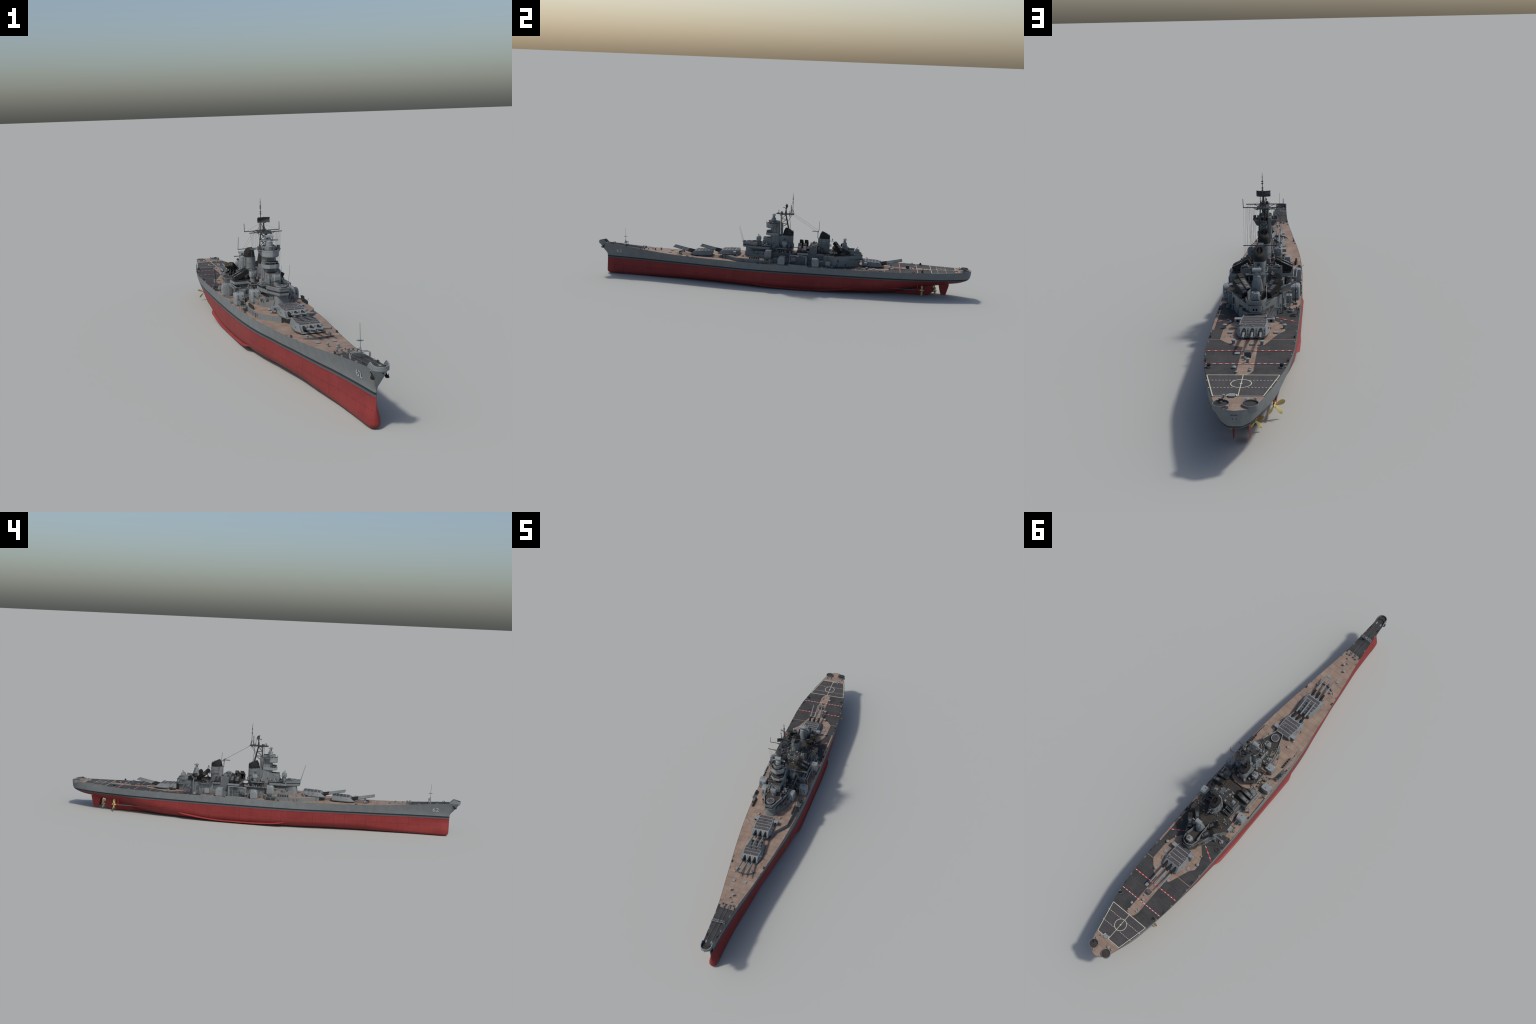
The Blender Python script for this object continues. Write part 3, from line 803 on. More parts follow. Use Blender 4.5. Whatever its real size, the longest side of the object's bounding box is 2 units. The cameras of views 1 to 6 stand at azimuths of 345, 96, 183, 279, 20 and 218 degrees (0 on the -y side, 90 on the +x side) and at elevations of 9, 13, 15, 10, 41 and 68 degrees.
dm, dshm = director_mesh(), dish_mesh()
for x, y, z, r, sc in ((0, -.1225, .2145, 0, 1.0), (-.0445, .0195, .2060, PI / 2, 1.0), (.0445, .0195, .2060, -PI / 2, 1.0), (0, .4010, .1790, PI, .95)):
    o = place("fire_control_director", dm, ship, (x, y, z), r, (sc, sc, sc)); place("tracking_dish", dshm, o, (0, .002, .0375))


def main_director_mesh():
    """Main battery director: drum head, range-finder arms and arched radar reflector."""
    mb = MB(); mb.lathe((0, 0, 0), [(.0124, 0), (.0118, .004), (.0117, .0125), (.0100, .0165), (.0072, .0185), (.0050, .0290)], 20, "light")
    mb.lathe((0, 0, .0122), [(.0122, 0), (.0122, .0012)], 20, "grey")
    mb.bx(-.0120, .0120, -.0030, .0034, .0165, .0215, "light")
    for s in (-1, 1):
        mb.cyl((s * .010, .001, .0187), (s * .0318, .001, .0187), .0022, .0022, 10, "light"); mb.cyl((s * .028, .001, .0187), (s * .0324, .001, .0187), .0029, n=10, mat="light")
        mb.loft([[(s * .0102, -.0035, .0205), (s * .0118, -.0035, .0205), (s * .0118, .0040, .0205), (s * .0102, .0040, .0205)], [(s * .0112, -.002, .0345), (s * .0122, -.002, .0345), (s * .0122, .0025, .0345), (s * .0112, .0025, .0345)]], "light")
    arc = [(math.cos(PI * i / 10), math.sin(PI * i / 10)) for i in range(11)]
    ring = lambda x: [(x, -.0098 * c, .0298 + .0082 * q) for c, q in arc] + [(x, -.0080 * c, .0298 + .0058 * q) for c, q in reversed(arc)]
    mb.loft([ring(-.0130), ring(.0130)], "light")
    return mb.mesh("main_director", 35)


mdm = main_director_mesh()
place("main_director", mdm, ship, (0, -.0477, .3395)); place("main_director", mdm, ship, (0, .3335, .2290))

# ============================================================ FORE TOWER
h = MB()
col = lambda hx, y0, y1, z: [(hx * .62, y0, z), (hx, y0 + .010, z), (hx, y1 - .004, z), (hx * .7, y1, z), (-hx * .7, y1, z), (-hx, y1 - .004, z), (-hx, y0 + .010, z), (-hx * .62, y0, z)]
h.loft([col(.0255, -.0640, -.006, .1960), col(.0245, -.0620, -.008, .2160), col(.0215, -.0600, -.012, .2500), col(.0200, -.0595, -.0130, .3040), col(.0200, -.0590, -.0130, .3360)], "grey")
place("fore_tower", h, ship)
h = MB()   # lower lookout gallery
P = [(.0120, -.0835), (.0265, -.0690), (.0285, -.0560), (.0215, -.0160)]
h.prism(sym_poly([(x * .96, y + .001) for x, y in P]), .2640, .2665, "grey", "roof", sym_poly(P))
h.wall([(-.0215, -.016)] + [(-x, y) for x, y in reversed(P[:-1])] + P[:-1] + [(.0215, -.016)], .2655, .2790, .0014, "light")
h.prism(sym_poly([(.0110, -.0830), (.0245, -.0680), (.0250, -.0570), (.0190, -.0500)]), .2850, .2868, "grey", "roof")
for s in (-1, 1):
    for x, y in ((.0105, -.0815), (.0225, -.0680), (.0235, -.0590)): h.cyl((s * x, y, .279), (s * x, y, .2855), .0008, n=6, mat="dim")
place("lookout_gallery", h, ship)
h = MB()   # upper platform with faceted front
P = [(.0004, -.0860), (.0190, -.0760), (.0290, -.0620), (.0290, -.0450), (.0200, -.0300)]
h.prism(sym_poly([(x * .93, y * .985) for x, y in P]), .3025, .3060, "grey", None, sym_poly(P))
h.prism(sym_poly(P), .3060, .3235, "light", "roof")
h.wall([(-.0290, -.0450), (-.0290, -.0620), (-.0190, -.0760), (0, -.0860), (.0190, -.0760), (.0290, -.0620), (.0290, -.0450)], .3230, .3275, .0014, "light")
for s in (-1, 1):
    h.prism([(s * .0260, -.0560), (s * .0400, -.0500), (s * .0400, -.0250), (s * .0200, -.0120)], .3255, .3280, "grey", "roof")
    h.loft([[(s * .0285, -.050, .3060), (s * .0285, -.030, .3060), (s * .0210, -.030, .3060), (s * .0210, -.05, .3060)], [(s * .0385, -.050, .3258), (s * .0385, -.028, .3258), (s * .0210, -.028, .3258), (s * .0210, -.05, .3258)]], "dim")
h.prism(sym_poly([(.0090, -.0720), (.0200, -.0600), (.0215, -.0300), (.0120, -.0130)]), .3270, .3395, "grey", "roof")
h.wall([(-.018, -.060), (-.009, -.071), (0, -.075), (.009, -.071), (.018, -.060)], .3380, .3415, .0016, "light")
place("upper_platform", h, ship)
h = MB()
for s in (-1, 1):
    h.bx(s * .0345 - .0045, s * .0345 + .0045, -.0440, -.0350, .3280, .3385, "slate"); h.cyl((s * .026, -.062, .3275), (s * .026, -.062, .334), .0030, .0024, 8, "dark")
    h.lathe((s * .022, -.050, .328), [(.005, 0), (.005, .006), (.002, .008)], 10, "dim")
h.cyl((0, -.0850, .3270), (0, -.0850, .3325), .0009, n=6, mat="dark"); h.loft([[(-.004, -.0855, .3320), (.004, -.0855, .3320), (.004, -.0840, .3320), (-.004, -.0840, .3320)], [(-.002, -.0845, .3385), (.002, -.0845, .3385), (.002, -.0830, .3385), (-.002, -.0830, .3385)]], "dark")
place("jammer_box", h, ship)
h = MB()   # chart house in front of the tower
h.bx(-.0190, .0190, -.0970, -.0560, .2130, .2500, "grey", "roof"); h.bx(-.0205, -.0170, -.100, -.085, .213, .236, "grey"); h.bx(.0170, .0205, -.100, -.085, .213, .236, "grey")
h.bx(-.0125, .0125, -.0985, -.0960, .2240, .2330, "light"); place("chart_house", h, ship)
h = MB()   # upper bridge deck
h.prism(sym_poly([(.0260, -.1360), (.0330, -.1150), (.0250, -.1050), (.0480, -.1010), (.0500, -.0520), (.0250, -.0480), (.0250, -.0050)]), .2115, .2140, "grey", "roof")
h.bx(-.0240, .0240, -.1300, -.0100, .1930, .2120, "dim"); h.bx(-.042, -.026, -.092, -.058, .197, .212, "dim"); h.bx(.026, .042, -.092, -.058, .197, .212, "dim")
place("upper_bridge_deck", h, ship)


def close_in_gun_mesh():
    mb = MB(); mb.bx(-.0085, .0085, -.0090, .0090, 0, .0026, "dim"); mb.bx(-.0070, .0060, -.0060, .0070, .0026, .0062, "grey")
    mb.bx(-.0060, -.0015, -.0040, .0035, .0060, .0085, "light"); mb.bx(.0010, .0055, .0, .0055, .0060, .0075, "light"); mb.bx(.0015, .0050, -.0050, -.0015, .0060, .0072, "green")
    mb.cyl((.0, -.004, .0060), (.0, -.0120, .0080), .0009, n=6, mat="dark"); mb.lathe((-.004, .001, .008), [(.0022, 0), (.0022, .004), (.0006, .0056)], 10, "light")
    return mb.mesh("equipment_cluster")


cim = close_in_gun_mesh()
for s in (-1, 1): place("equipment_cluster", cim, ship, (s * .0385, -.0790, .2140), 0)

# ------------------------------------------------ radar deck and funnels
h = MB()
P = [(.0300, -.0290), (.0640, -.0270), (.0645, .0365), (.0250, .0655)]
h.prism(sym_poly(P), .2035, .2060, "grey", "roof")
for s in (-1, 1):
    h.wall([(s * .0632, -.0200), (s * .0632, .0340)], .206, .2095, .001, "dim")
    for x, y in ((.058, -.022), (.058, .0), (.058, .03), (.03, .05), (.046, -.02)): h.cyl((s * x, y, L02), (s * x, y, .2040), .0013, n=8, mat="dim")
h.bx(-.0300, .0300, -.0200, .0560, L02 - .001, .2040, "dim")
for s in (-1, 1):
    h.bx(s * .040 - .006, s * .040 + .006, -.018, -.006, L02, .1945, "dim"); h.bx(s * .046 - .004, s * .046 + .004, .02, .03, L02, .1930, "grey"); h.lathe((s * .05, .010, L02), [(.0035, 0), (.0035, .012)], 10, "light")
place("radar_deck", h, ship)


def oval(hx, cy, hy, z, n=28, p=.8):
    return [(hx * math.copysign(abs(math.cos(a)) ** p, math.cos(a)), cy + hy * math.copysign(abs(math.sin(a)) ** p, math.sin(a)), z) for a in [2 * PI * i / n for i in range(n)]]


def funnel(cy, hx, hy, z0, z1, cap_cy, cap_hy, ztop_f, ztop_a, fore):
    mb = MB(); mb.loft([oval(hx, cy, hy, z0), oval(hx * .98, cy, hy * .995, z1)], "grey")
    for z in (lerp(z0, z1, .38), lerp(z0, z1, .72)): mb.loft([oval(hx * 1.01, cy, hy * 1.008, z), oval(hx * 1.01, cy, hy * 1.008, z + .0009)], "dim")
    if not fore:
        for s in (-1, 1):
            mb.cyl((s * hx * .95, cy - hy * .45, z0 + .01), (s * hx * .95, cy - hy * .45, z1), .0011, n=8, mat="grey"); mb.cyl((s * hx * .98, cy + hy * .25, z0 + .01), (s * hx * .98, cy + hy * .25, z1 - .015), .0009, n=8, mat="grey")
            mb.wall([(s * (hx + .003), cy - .015), (s * (hx + .004), cy + .02), (s * .008, cy + hy + .006)], z0 + .044, z0 + .0455, .003, "dim")
    f = place("funnel", mb, ship)
    c = MB()
    base = oval(hx * 1.02, cap_cy, cap_hy, z1 - .001); zr = lerp(z1, ztop_a, .92)
    y0, y1 = cap_cy - cap_hy, cap_cy + cap_hy
    lip = [(x, y, lerp(z1 + .002, zr, clamp((y - y0) / (y1 - y0)))) for x, y, z in oval(hx * 1.02, cap_cy, cap_hy, 0)]
    zt = lambda y: lerp(ztop_f, ztop_a + .004, clamp((y - (cap_cy - cap_hy * .45)) / (cap_hy * 1.25)))
    shape = lambda kx, ky, dy: [(x, y, zt(y)) for x, y, z in oval(hx * kx, cap_cy + cap_hy * dy, cap_hy * ky, 0, 28, .9)]
    top = shape(.66, .62, .08)
    mid = [(lerp(a[0], b_[0], .42) * 1.06, lerp(a[1], b_[1], .42), lerp(a[2], b_[2], .62)) for a, b_ in zip(lip, top)]
    c.loft([base, lip, mid, top], "black", cap1=False)
    inn = [(x, y, z - .0004) for x, y, z in shape(.50, .50, .06)]; deep = [(x, y, z - .010) for x, y, z in inn]
    c.loft([top, inn, deep], "black", cap0=False)
    m = len(top)
    for i in (0, m // 8, m // 4, 3 * m // 8): c.cyl(inn[i], inn[(i + m // 2) % m], .0009, n=6, mat="black")
    for t in (.45, .9): c.cyl((.004, cap_cy + cap_hy * t, zt(cap_cy + cap_hy * t)), (.004, cap_cy + cap_hy * t, zt(cap_cy + cap_hy * t) + .004), .0012, n=6, mat="black")
    for s in (-1, 1): c.cyl((s * hx * .9, cap_cy + cap_hy * .2, z1 + .002), (s * hx * 1.12, cap_cy + cap_hy * .25, z1 + .004), .0012, n=6, mat="black")
    place("funnel_cap", c, f)
    return f


f1 = funnel(.0250, .0195, .0365, .2030, .2680, .0330, .0285, .3065, .2870, True)
h = MB(); h.prism(sym_poly([(.0190, -.0200), (.0192, .0250)]), .2050, .2650, "grey", "roof")
for s in (-1, 1):
    h.cyl((s * .019, .030, .206), (s * .0165, .034, .268), .0012, n=6, mat="grey"); h.lathe((s * .026, -.012, .206), [(.0045, 0), (.0045, .012), (.003, .013)], 10, "light"); h.lathe((s * .030, .042, .206), [(.0045, 0), (.0045, .012), (.003, .013)], 10, "light")
    h.lathe((s * .026, -.012, .219), [(.0012, 0), (.0012, .0016), (.0003, .0022)], 8, "lamp"); h.lathe((s * .030, .042, .219), [(.0012, 0), (.0012, .0016), (.0003, .0022)], 8, "lamp")
    h.lathe((s * .017, .060, .206), [(.0048, 0), (.0048, .014), (.003, .015)], 10, "light"); h.lathe((s * .017, .060, .221), [(.0016, 0), (.0016, .002), (.0004, .003)], 8, "lamp")
place("funnel_casing", h, ship)
f2 = funnel(.2240, .0185, .0315, .1850, .2625, .2262, .0285, .2985, .2775, False)
h = MB(); h.bx(-.0025, .0025, .255, .2780, .2485, .2500, "dim"); h.cyl((0, .268, .250), (0, .268, .255), .0008, n=6, mat="dark")
h.loft([[(-.005, .2665, .2550), (.005, .2665, .2550), (.005, .2715, .2550), (-.005, .2715, .2550)], [(-.0035, .2680, .2630), (.0035, .2680, .2630), (.0035, .2700, .2630), (-.0035, .2700, .2630)]], "dark")
h.wall([(-.016, .2500), (-.010, .2640), (.010, .2640), (.016, .2500)], .2225, .2250, .0025, "dim")
place("funnel_platform", h, f2)

# --------------------------------------------------------------- foremast
h = MB()
D = "dark"
h.cyl((0, -.0065, .2000), (0, -.0065, .3830), .0027, .0023, 10, D); h.prism(sym_poly([(.0060, -.0080), (.0060, .0040)]), .2400, .3270, "grey")
legs = []
for s in (-1, 1):
    a, b2 = Vector((s * .0185, .0420, .2640)), Vector((s * .0105, .0150, .3810)); legs.append((a, b2)); h.cyl(a, b2, .0022, .0019, 8, D)
    for z0, z1 in ((.305, .329), (.329, .352), (.352, .376)):
        t0, t1 = [(z - .264) / .117 for z in (z0, z1)]; p0 = a.lerp(b2, t0); p1 = a.lerp(b2, t1)
        h.cyl(p1, (0, -.0065, z1), .0010, n=6, mat=D); h.cyl(p1, (0, -.0065, z0), .0010, n=6, mat=D)
for z0, z1 in ((.285, .305), (.305, .329), (.329, .352), (.352, .376)):
    q = [a.lerp(b2, (z - .264) / .117) for a, b2 in legs for z in (z0, z1)]
    h.cyl(q[0], q[3], .0010, n=6, mat=D); h.cyl(q[1], q[2], .0010, n=6, mat=D); h.cyl(q[1], q[3], .0010, n=6, mat=D)
for s in (-1, 1): h.cyl((s * .009, .052, .382), legs[0 if s < 0 else 1][0].lerp(legs[0 if s < 0 else 1][1], .62), .0009, n=6, mat=D)
place("mast_tripod", h, ship)
h = MB(); h.prism(sym_poly([(.0060, -.0350), (.0160, -.0280), (.0175, .0200), (.0205, .0300), (.0190, .0590)]), .3792, .3828, D)
place("mast_platform", h, ship)
for y, hx, z, tip in ((.0405, .0642, .3818, .4100), (-.0088, .0590, .3823, 0)):
    h = MB(); h.cyl((-hx, y, z), (hx, y, z), .0015, n=8, mat=D)
    for s in (-1, 1):
        if tip: h.cyl((s * (hx - .0006), y, z), (s * (hx - .0002), y, tip), .0012, .0009, 8, D)
        h.cyl((s * .034, y, z), (s * .016, y, z - .009), .0010, n=6, mat=D)
    place("mast_yard", h, ship)
h = MB(); h.cyl((0, .0520, .384), (0, .0500, .4830), .0015, .0010, 8, D); h.cyl((0, .0500, .482), (0, .0488, .4950), .0007, .0005, 6, D)
for z in (.4396, .4467, .4604, .4673): h.lathe((0, .0505, z - .0020), [(.0010, 0), (.0032, .0008), (.0032, .0032), (.0010, .0040)], 12, D)
h.lathe((0, .0500, .4810), [(.0006, 0), (.0030, .0008), (.0006, .0016)], 12, D); h.cyl((0, .0515, .4080), (.004, .0530, .4080), .0008, n=6, mat=D)
for x, y in ((.008, .034), (-.008, .034), (.010, .058), (-.010, .058)): h.cyl((x, y, .384), (0, .0513, .408), .0006, n=6, mat=D)
for s in (-1, 1): h.cyl((s * .0085, .0420, .384), (s * .0085, .0420, .4300), .0010, n=6, mat=D)
place("topmast", h, ship)
h = MB()   # air search radar: curved slatted reflector on a pedestal
h.lathe((0, .0155, .3840), [(.0048, 0), (.0042, .010), (.0026, .020), (.0026, .027)], 12, "dark")
m = 17; curve_y = lambda x: .0235 - .0075 * (abs(x) / .0220) ** 2
for i in range(m):
    x0, x1 = lerp(-.0220, .0220, i / m), lerp(-.0220, .0220, (i + 1) / m)
    vs = []
    for z, bulge in ((.4125, -.004), (.4170, -.0005), (.4215, .0006), (.4265, -.0004), (.4310, -.0035)):
        for x in (x0, x1 + .0001):
            y = curve_y(x) + bulge; vs += [(x, y, z), (x, y + .0012, z)]
    rings = [[vs[4 * j], vs[4 * j + 2], vs[4 * j + 3], vs[4 * j + 1]] for j in range(5)]
    h.loft(rings, D)
for i in range(m + 1):
    x = lerp(-.0220, .0220, i / m); h.tube([(x, curve_y(x) + q - .0004, z) for z, q in ((.4125, -.004), (.4170, -.0005), (.4215, .0006), (.4265, -.0004), (.4310, -.0035))], .0005, 4, "slate")
for z, b3 in ((.4130, -.0030), (.4215, .0012), (.4305, -.0025)): h.tube([(x, curve_y(x) + b3 + .0016, z) for x in [lerp(-.022, .022, j / 8) for j in range(9)]], .0006, 5, D)
h.cyl((0, .0210, .4080), (0, .0040, .4150), .0012, n=6, mat=D); h.bx(-.0045, .0045, .0015, .0050, .4125, .4165, "slate"); h.cyl((0, .0155, .409), (0, .022, .418), .0022, n=8, mat=D)
place("search_radar", h, ship)
h = MB(); h.lathe((-.006, -.0230, .3840), [(.0010, 0), (.0010, .009), (.0026, .0100), (.0020, .0125), (.0004, .015)], 8, "slate"); h.bx(.004, .010, -.0120, .0, .3840, .3885, "slate"); h.bx(-.013, -.006, -.010, -.004, .384, .392, D)
h.lathe((.012, -.024, .384), [(.0026, 0), (.0026, .0035), (.001, .005)], 8, "slate"); place("mast_equipment", h, ship)

# aft yard ahead of the second funnel
h = MB(); h.cyl((-.0520, .1925, .2968), (.0520, .1925, .2968), .0014, n=8, mat=D); h.cyl((0, .1905, .2600), (0, .1900, .2985), .0015, n=8, mat=D)
h.cyl((-.0508, .1925, .297), (-.0485, .1913, .3425), .0011, .0008, 6, D); h.cyl((0, .1900, .285), (.02, .1900, .2965), .0008, n=6, mat=D); h.cyl((0, .1900, .285), (-.02, .1900, .2965), .0008, n=6, mat=D)
h.bx(-.0080, .0080, .1600, .1890, .2955, .2970, "slate")
place("signal_yard", h, ship)
h = MB(); W = .00022
for s in (-1, 1):
    for i, x in enumerate((.018, .027)): h.cyl((s * x, .0500, .3835), (s * (x + .006), .1900, .2972), W, n=5, mat="wire")
for x0, x1, y1 in ((.0630, .0630, .060), (.0570, .0600, .066), (.0540, .0500, .06), (.0490, .0560, .06), (.0430, .0440, .05), (.0370, .0400, .05), (.0310, .0330, .045), (.0260, .0290, .045)):
    h.cyl((x0, .0405, .3818), (x1, y1, .2075), W, n=5, mat="wire")
for x0, x1, y1 in ((.0540, .0470, .0), (.0500, .0440, .0), (.0450, .0400, .0), (.0390, .0350, -.01), (.0330, .0310, -.01)):
    h.cyl((-x0, -.0088, .3823), (-x1, y1, .2080), W, n=5, mat="wire"); h.cyl((x0, -.0088, .3823), (x1, y1, .2080), W, n=5, mat="wire")
h.cyl((-.0560, .0405, .382), (0, .0505, .4080), W, n=5, mat="wire"); h.cyl((.0560, .0405, .382), (0, .0505, .4080), W, n=5, mat="wire")
place("rigging_wire", h, ship, stuff=True)

# ================================================================ MIDSHIPS
h = MB()
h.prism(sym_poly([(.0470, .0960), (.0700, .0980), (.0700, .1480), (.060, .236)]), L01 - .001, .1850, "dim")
h.prism(sym_poly([(.0300, .0910), (.0935, .0915), (.0965, .1480), (.0620, .1500)]), .1860, .1950, "light", "roof")
h.prism(sym_poly([(.0240, .0920), (.0300, .1480)]), .1940, .1962, "roof", "roof")
place("missile_platform", h, ship)


def launcher_mesh(deg):
    """Raised four-cell armoured box launcher, muzzle towards +y, breech at the origin."""
    mb = MB(); L = .0580; e = math.radians(deg); c, s_ = math.cos(e), math.sin(e)
    f = lambda x, u, w: (x, u * c - w * s_, u * s_ + w * c)
    def bxr(x0, x1, u0, u1, w0, w1, mat):
        P = [f(x0, u0, w0), f(x1, u0, w0), f(x1, u1, w0), f(x0, u1, w0)]; Q = [f(x0, u0, w1), f(x1, u0, w1), f(x1, u1, w1), f(x0, u1, w1)]
        mb.loft([P, Q], mat)
    bxr(-.0085, .0085, 0, L, .0010, .0150, "dark")
    bxr(-.0095, -.0083, .002, L - .002, .0005, .0160, "black"); bxr(.0083, .0095, .002, L - .002, .0005, .0160, "black")
    for u in (.004, .016, .022, .028, .042): bxr(-.0052, .0052, u, u + .0042, .0150, .0156, "dim")
    bxr(-.0078, .0078, L - .0002, L + .0010, .0015, .0145, "black")
    for x in (-.0040, .0040):
        for w in (.0048, .0112): mb.cyl(f(x, L + .0008, w), f(x, L + .0016, w), .0014, n=8, mat="yellow")
    mb.bx(-.0095, -.0065, .0, .0480, -.0030, .0030, "dark"); mb.bx(.0065, .0095, .0, .0480, -.0030, .0030, "dark"); mb.bx(-.009, .009, .0, .012, -.003, .004, "dark")
    for x in (-.006, .006): mb.cyl((x, .040, 0), f(x, .036, .001), .0016, n=8, mat="dark")
    bxr(-.0085, .0085, L - .016, L, .0160, .0172, "black")
    return mb.mesh("missile_launcher")


lm = launcher_mesh(26); lm_steep = launcher_mesh(35); lm_low = launcher_mesh(25)
for s in (-1, 1):
    for y in (.1020, .1285): place("missile_launcher", lm, ship, (s * .0890, y, .1975), s * PI / 2)
    for x, y, dx, dy, mesh in ((.0320, .3110, .0310, -.0365, lm_steep), (.0355, .3570, .0295, -.0395, lm_low)):
        place("missile_launcher", mesh, ship, (s * x, y, .1885), math.atan2(-s * dx, dy))

h = MB()   # athwartship deckhouse between the funnels
h.bx(-.0620, .0620, .1510, .1915, .1840, .2225, "grey", "roof"); h.bx(-.0300, .0300, .1365, .1520, .1950, .2067, "roof", "roof"); h.bx(-.0160, .0160, .1600, .1830, .2220, .2250, "dim", "deck")
for s in (-1, 1): h.bx(s * .030 - .004, s * .030 + .004, .150, .154, .2220, .2255, "light"); h.lathe((s * .012, .144, .2062), [(.003, 0), (.003, .004)], 8, "light"); h.bx(s * .014 - .005, s * .014 + .005, .151, .155, .222, .226, "light")
place("uptake_deckhouse", h, ship)
for s in (-1, 1): place("equipment_cluster", cim, ship, (s * .0480, .1700, .2225), PI if s < 0 else 0)
h = MB(); h.prism(sym_poly([(.0690, .1900), (.0700, .2330)]), .1830, .1870, "grey", "roof"); h.wall([(-.0695, .1920), (-.0695, .2330)], .187, .190, .001, "grey"); h.wall([(.0695, .1920), (.0695, .2330)], .187, .190, .001, "grey")
place("canister_deck", h, ship)


def canister_rack_mesh():
    """Two-by-two pack of slim missile tubes on a sloping frame."""
    mb = MB(); e = math.radians(33)
    for i in range(2):
        for j in range(2):
            x = -.0030 + .0060 * i; w = .003 + .0060 * j
            a = Vector((x, -.016 * math.cos(e) - w * math.sin(e) * 0, w)); b2 = a + Vector((0, .034 * math.cos(e), .034 * math.sin(e)))
            mb.cyl(a, b2, .0027, n=10, mat="dark"); mb.cyl(a.lerp(b2, .9), b2 + (b2 - a).normalized() * .0006, .0031, n=10, mat="slate")
    for t in (.25, .7): mb.bx(-.0068, .0068, lerp(-.014, .014, t) - .0008, lerp(-.014, .014, t) + .0008, 0, lerp(.004, .018, t), "dark")
    mb.bx(-.0070, .0070, .0120, .0135, 0, .0200, "light")
    return mb.mesh("missile_canister")


crm = canister_rack_mesh()
for s in (-1, 1):
    for y in (.2010, .2190): place("missile_canister", crm, ship, (s * .0480, y, .1870), s * PI / 2)

# boat davit frames over the midships recess
for s in (-1, 1):
    h = MB()
    for x in (.1055, .0955):
        h.bx(s * x - .0011, s * x + .0011, .0540, .1430, .1800, .1822, "light")
    for y in (.0550, .1420):
        h.bx(s * .1055 - .0012, s * .1055 + .0012, y - .0012, y + .0012, .1280, .1822, "light"); h.bx(min(s * .0800, s * .1055), max(s * .0800, s * .1055), y - .0010, y + .0010, .1800, .1820, "light")
    h.bx(s * .104 - .0015, s * .104 + .0015, .136, .140, .128, .181, "grey")
    place("boat_davit", h, ship)
    h = MB(); h.bx(min(s * .0735, s * .0760), max(s * .0735, s * .0760), .062, .148, .127, .170, "dim"); h.bx(min(s * .0750, s * .0930), max(s * .0750, s * .0930), .0480, .0740, .1430, .1455, "grey", "wood")
    h.bx(min(s * .076, s * .086), max(s * .076, s * .086), .120, .145, .1275, .176, "dim"); h.bx(s * .0865 - .0003, s * .0865 + .0003, .127, .134, .130, .160, "slate")
    h.bx(min(s * .074, s * .088), max(s * .074, s * .088), .060, .085, .1470, .1640, "grey")
    place("side_locker", h, ship)
    mb = MB(); mb.lathe((s * .0660, .0660, L01 - .001), [(.0115, 0), (.0115, .022), (.0090, .0245), (.0002, .0255)], 24, "dim"); place("dome_cover", mb, ship)
    # dark anti-aircraft platform on stanchions, with racks ahead
    h = MB(); P = [(s * .0960, -.1030), (s * .1160, -.1010), (s * .1160, -.0480), (s * .1000, -.0480)]; h.prism(P, .1450, .1468, "grey", "slate")
    for x, y in ((.1145, -.098), (.1145, -.075), (.1145, -.050), (.102, -.050)): h.cyl((s * x, y, .128), (s * x, y, .1455), .0009, n=6, mat="grey")
    for k in range(4):
        y = -.058 - .006 * k; h.cyl((s * .108, y, .1468), (s * .108, y, .1560), .0028, .0022, 8, "dark"); h.bx(s * .108 - .004, s * .108 + .004, y - .0012, y + .0012, .1545, .1580, "dark")
    h.bx(s * .1125 - .002, s * .1125 + .002, -.072, -.069, .1468, .1520, "dark"); h.bx(s * .113 - .002, s * .113 + .002, -.086, -.083, .147, .149, "green")
    h.cyl((s * .118, -.094, .147), (s * .122, -.094, .153), .0007, n=6, mat="dark")
    place("gun_platform", h, ship)
    for k in range(5):
        h = MB(); y = -.1060 - .0115 * k
        for j in range(3): h.bx(s * .0945 - .0022, s * .0945 + .0022, y - .0090, y - .0010, .1485 + .0036 * j, .1510 + .0036 * j, "dark")
        h.bx(s * .0945 - .0027, s * .0945 + .0027, y - .0012, y - .0004, .148, .160, "dark"); place("life_raft_rack", h, ship)

# ============================================================= AFT SECTION
h = MB()
P = [(.0720, .2280), (.0800, .2500), (.0800, .2870), (.0500, .3650), (.0300, .3950), (.0260, .4120), (.0200, .4180)]
h.prism(sym_poly(P), .1270, .1830, "grey")
for s in (-1, 1):
    h.bx(min(s * .076, s * .096), max(s * .076, s * .096), .2420, .2660, .1380, .1600, "light"); h.prism([(s * .074, .240), (s * .0925, .243), (s * .0925, .268), (s * .074, .285)], .127, .139, "grey")
    h.bx(min(s * .0735, s * .0760), max(s * .0735, s * .0760), .300, .310, .1500, .1680, "slate"); h.prism([(s * .0545, .3330), (s * .0360, .3820), (s * .0500, .3830)], .1640, .1660, "grey", "roof")
    h.bx(min(s * .0600, s * .0680), max(s * .0600, s * .0680), .300, .324, .1275, .1560, "grey")
place("aft_deckhouse", h, ship)
h = MB()
P = [(.0600, .2250), (.0925, .2340), (.0950, .2820), (.0630, .3200), (.0400, .3860), (.0300, .4050), (.0180, .4200)]
h.prism(sym_poly(P), .1825, .1852, "grey", "roof")
for s in (-1, 1):
    h.cyl((s * .089, .240, .129), (s * .089, .240, .183), .0010, n=6, mat="grey"); h.cyl((s * .090, .280, .128), (s * .090, .280, .183), .0010, n=6, mat="grey")
    h.cyl((s * .088, .262, .1600), (s * .076, .240, .181), .0008, n=6, mat="grey")
place("aft_upper_deck", h, ship)
h = MB()   # curved bulwark round the after director, and the secondary conning position
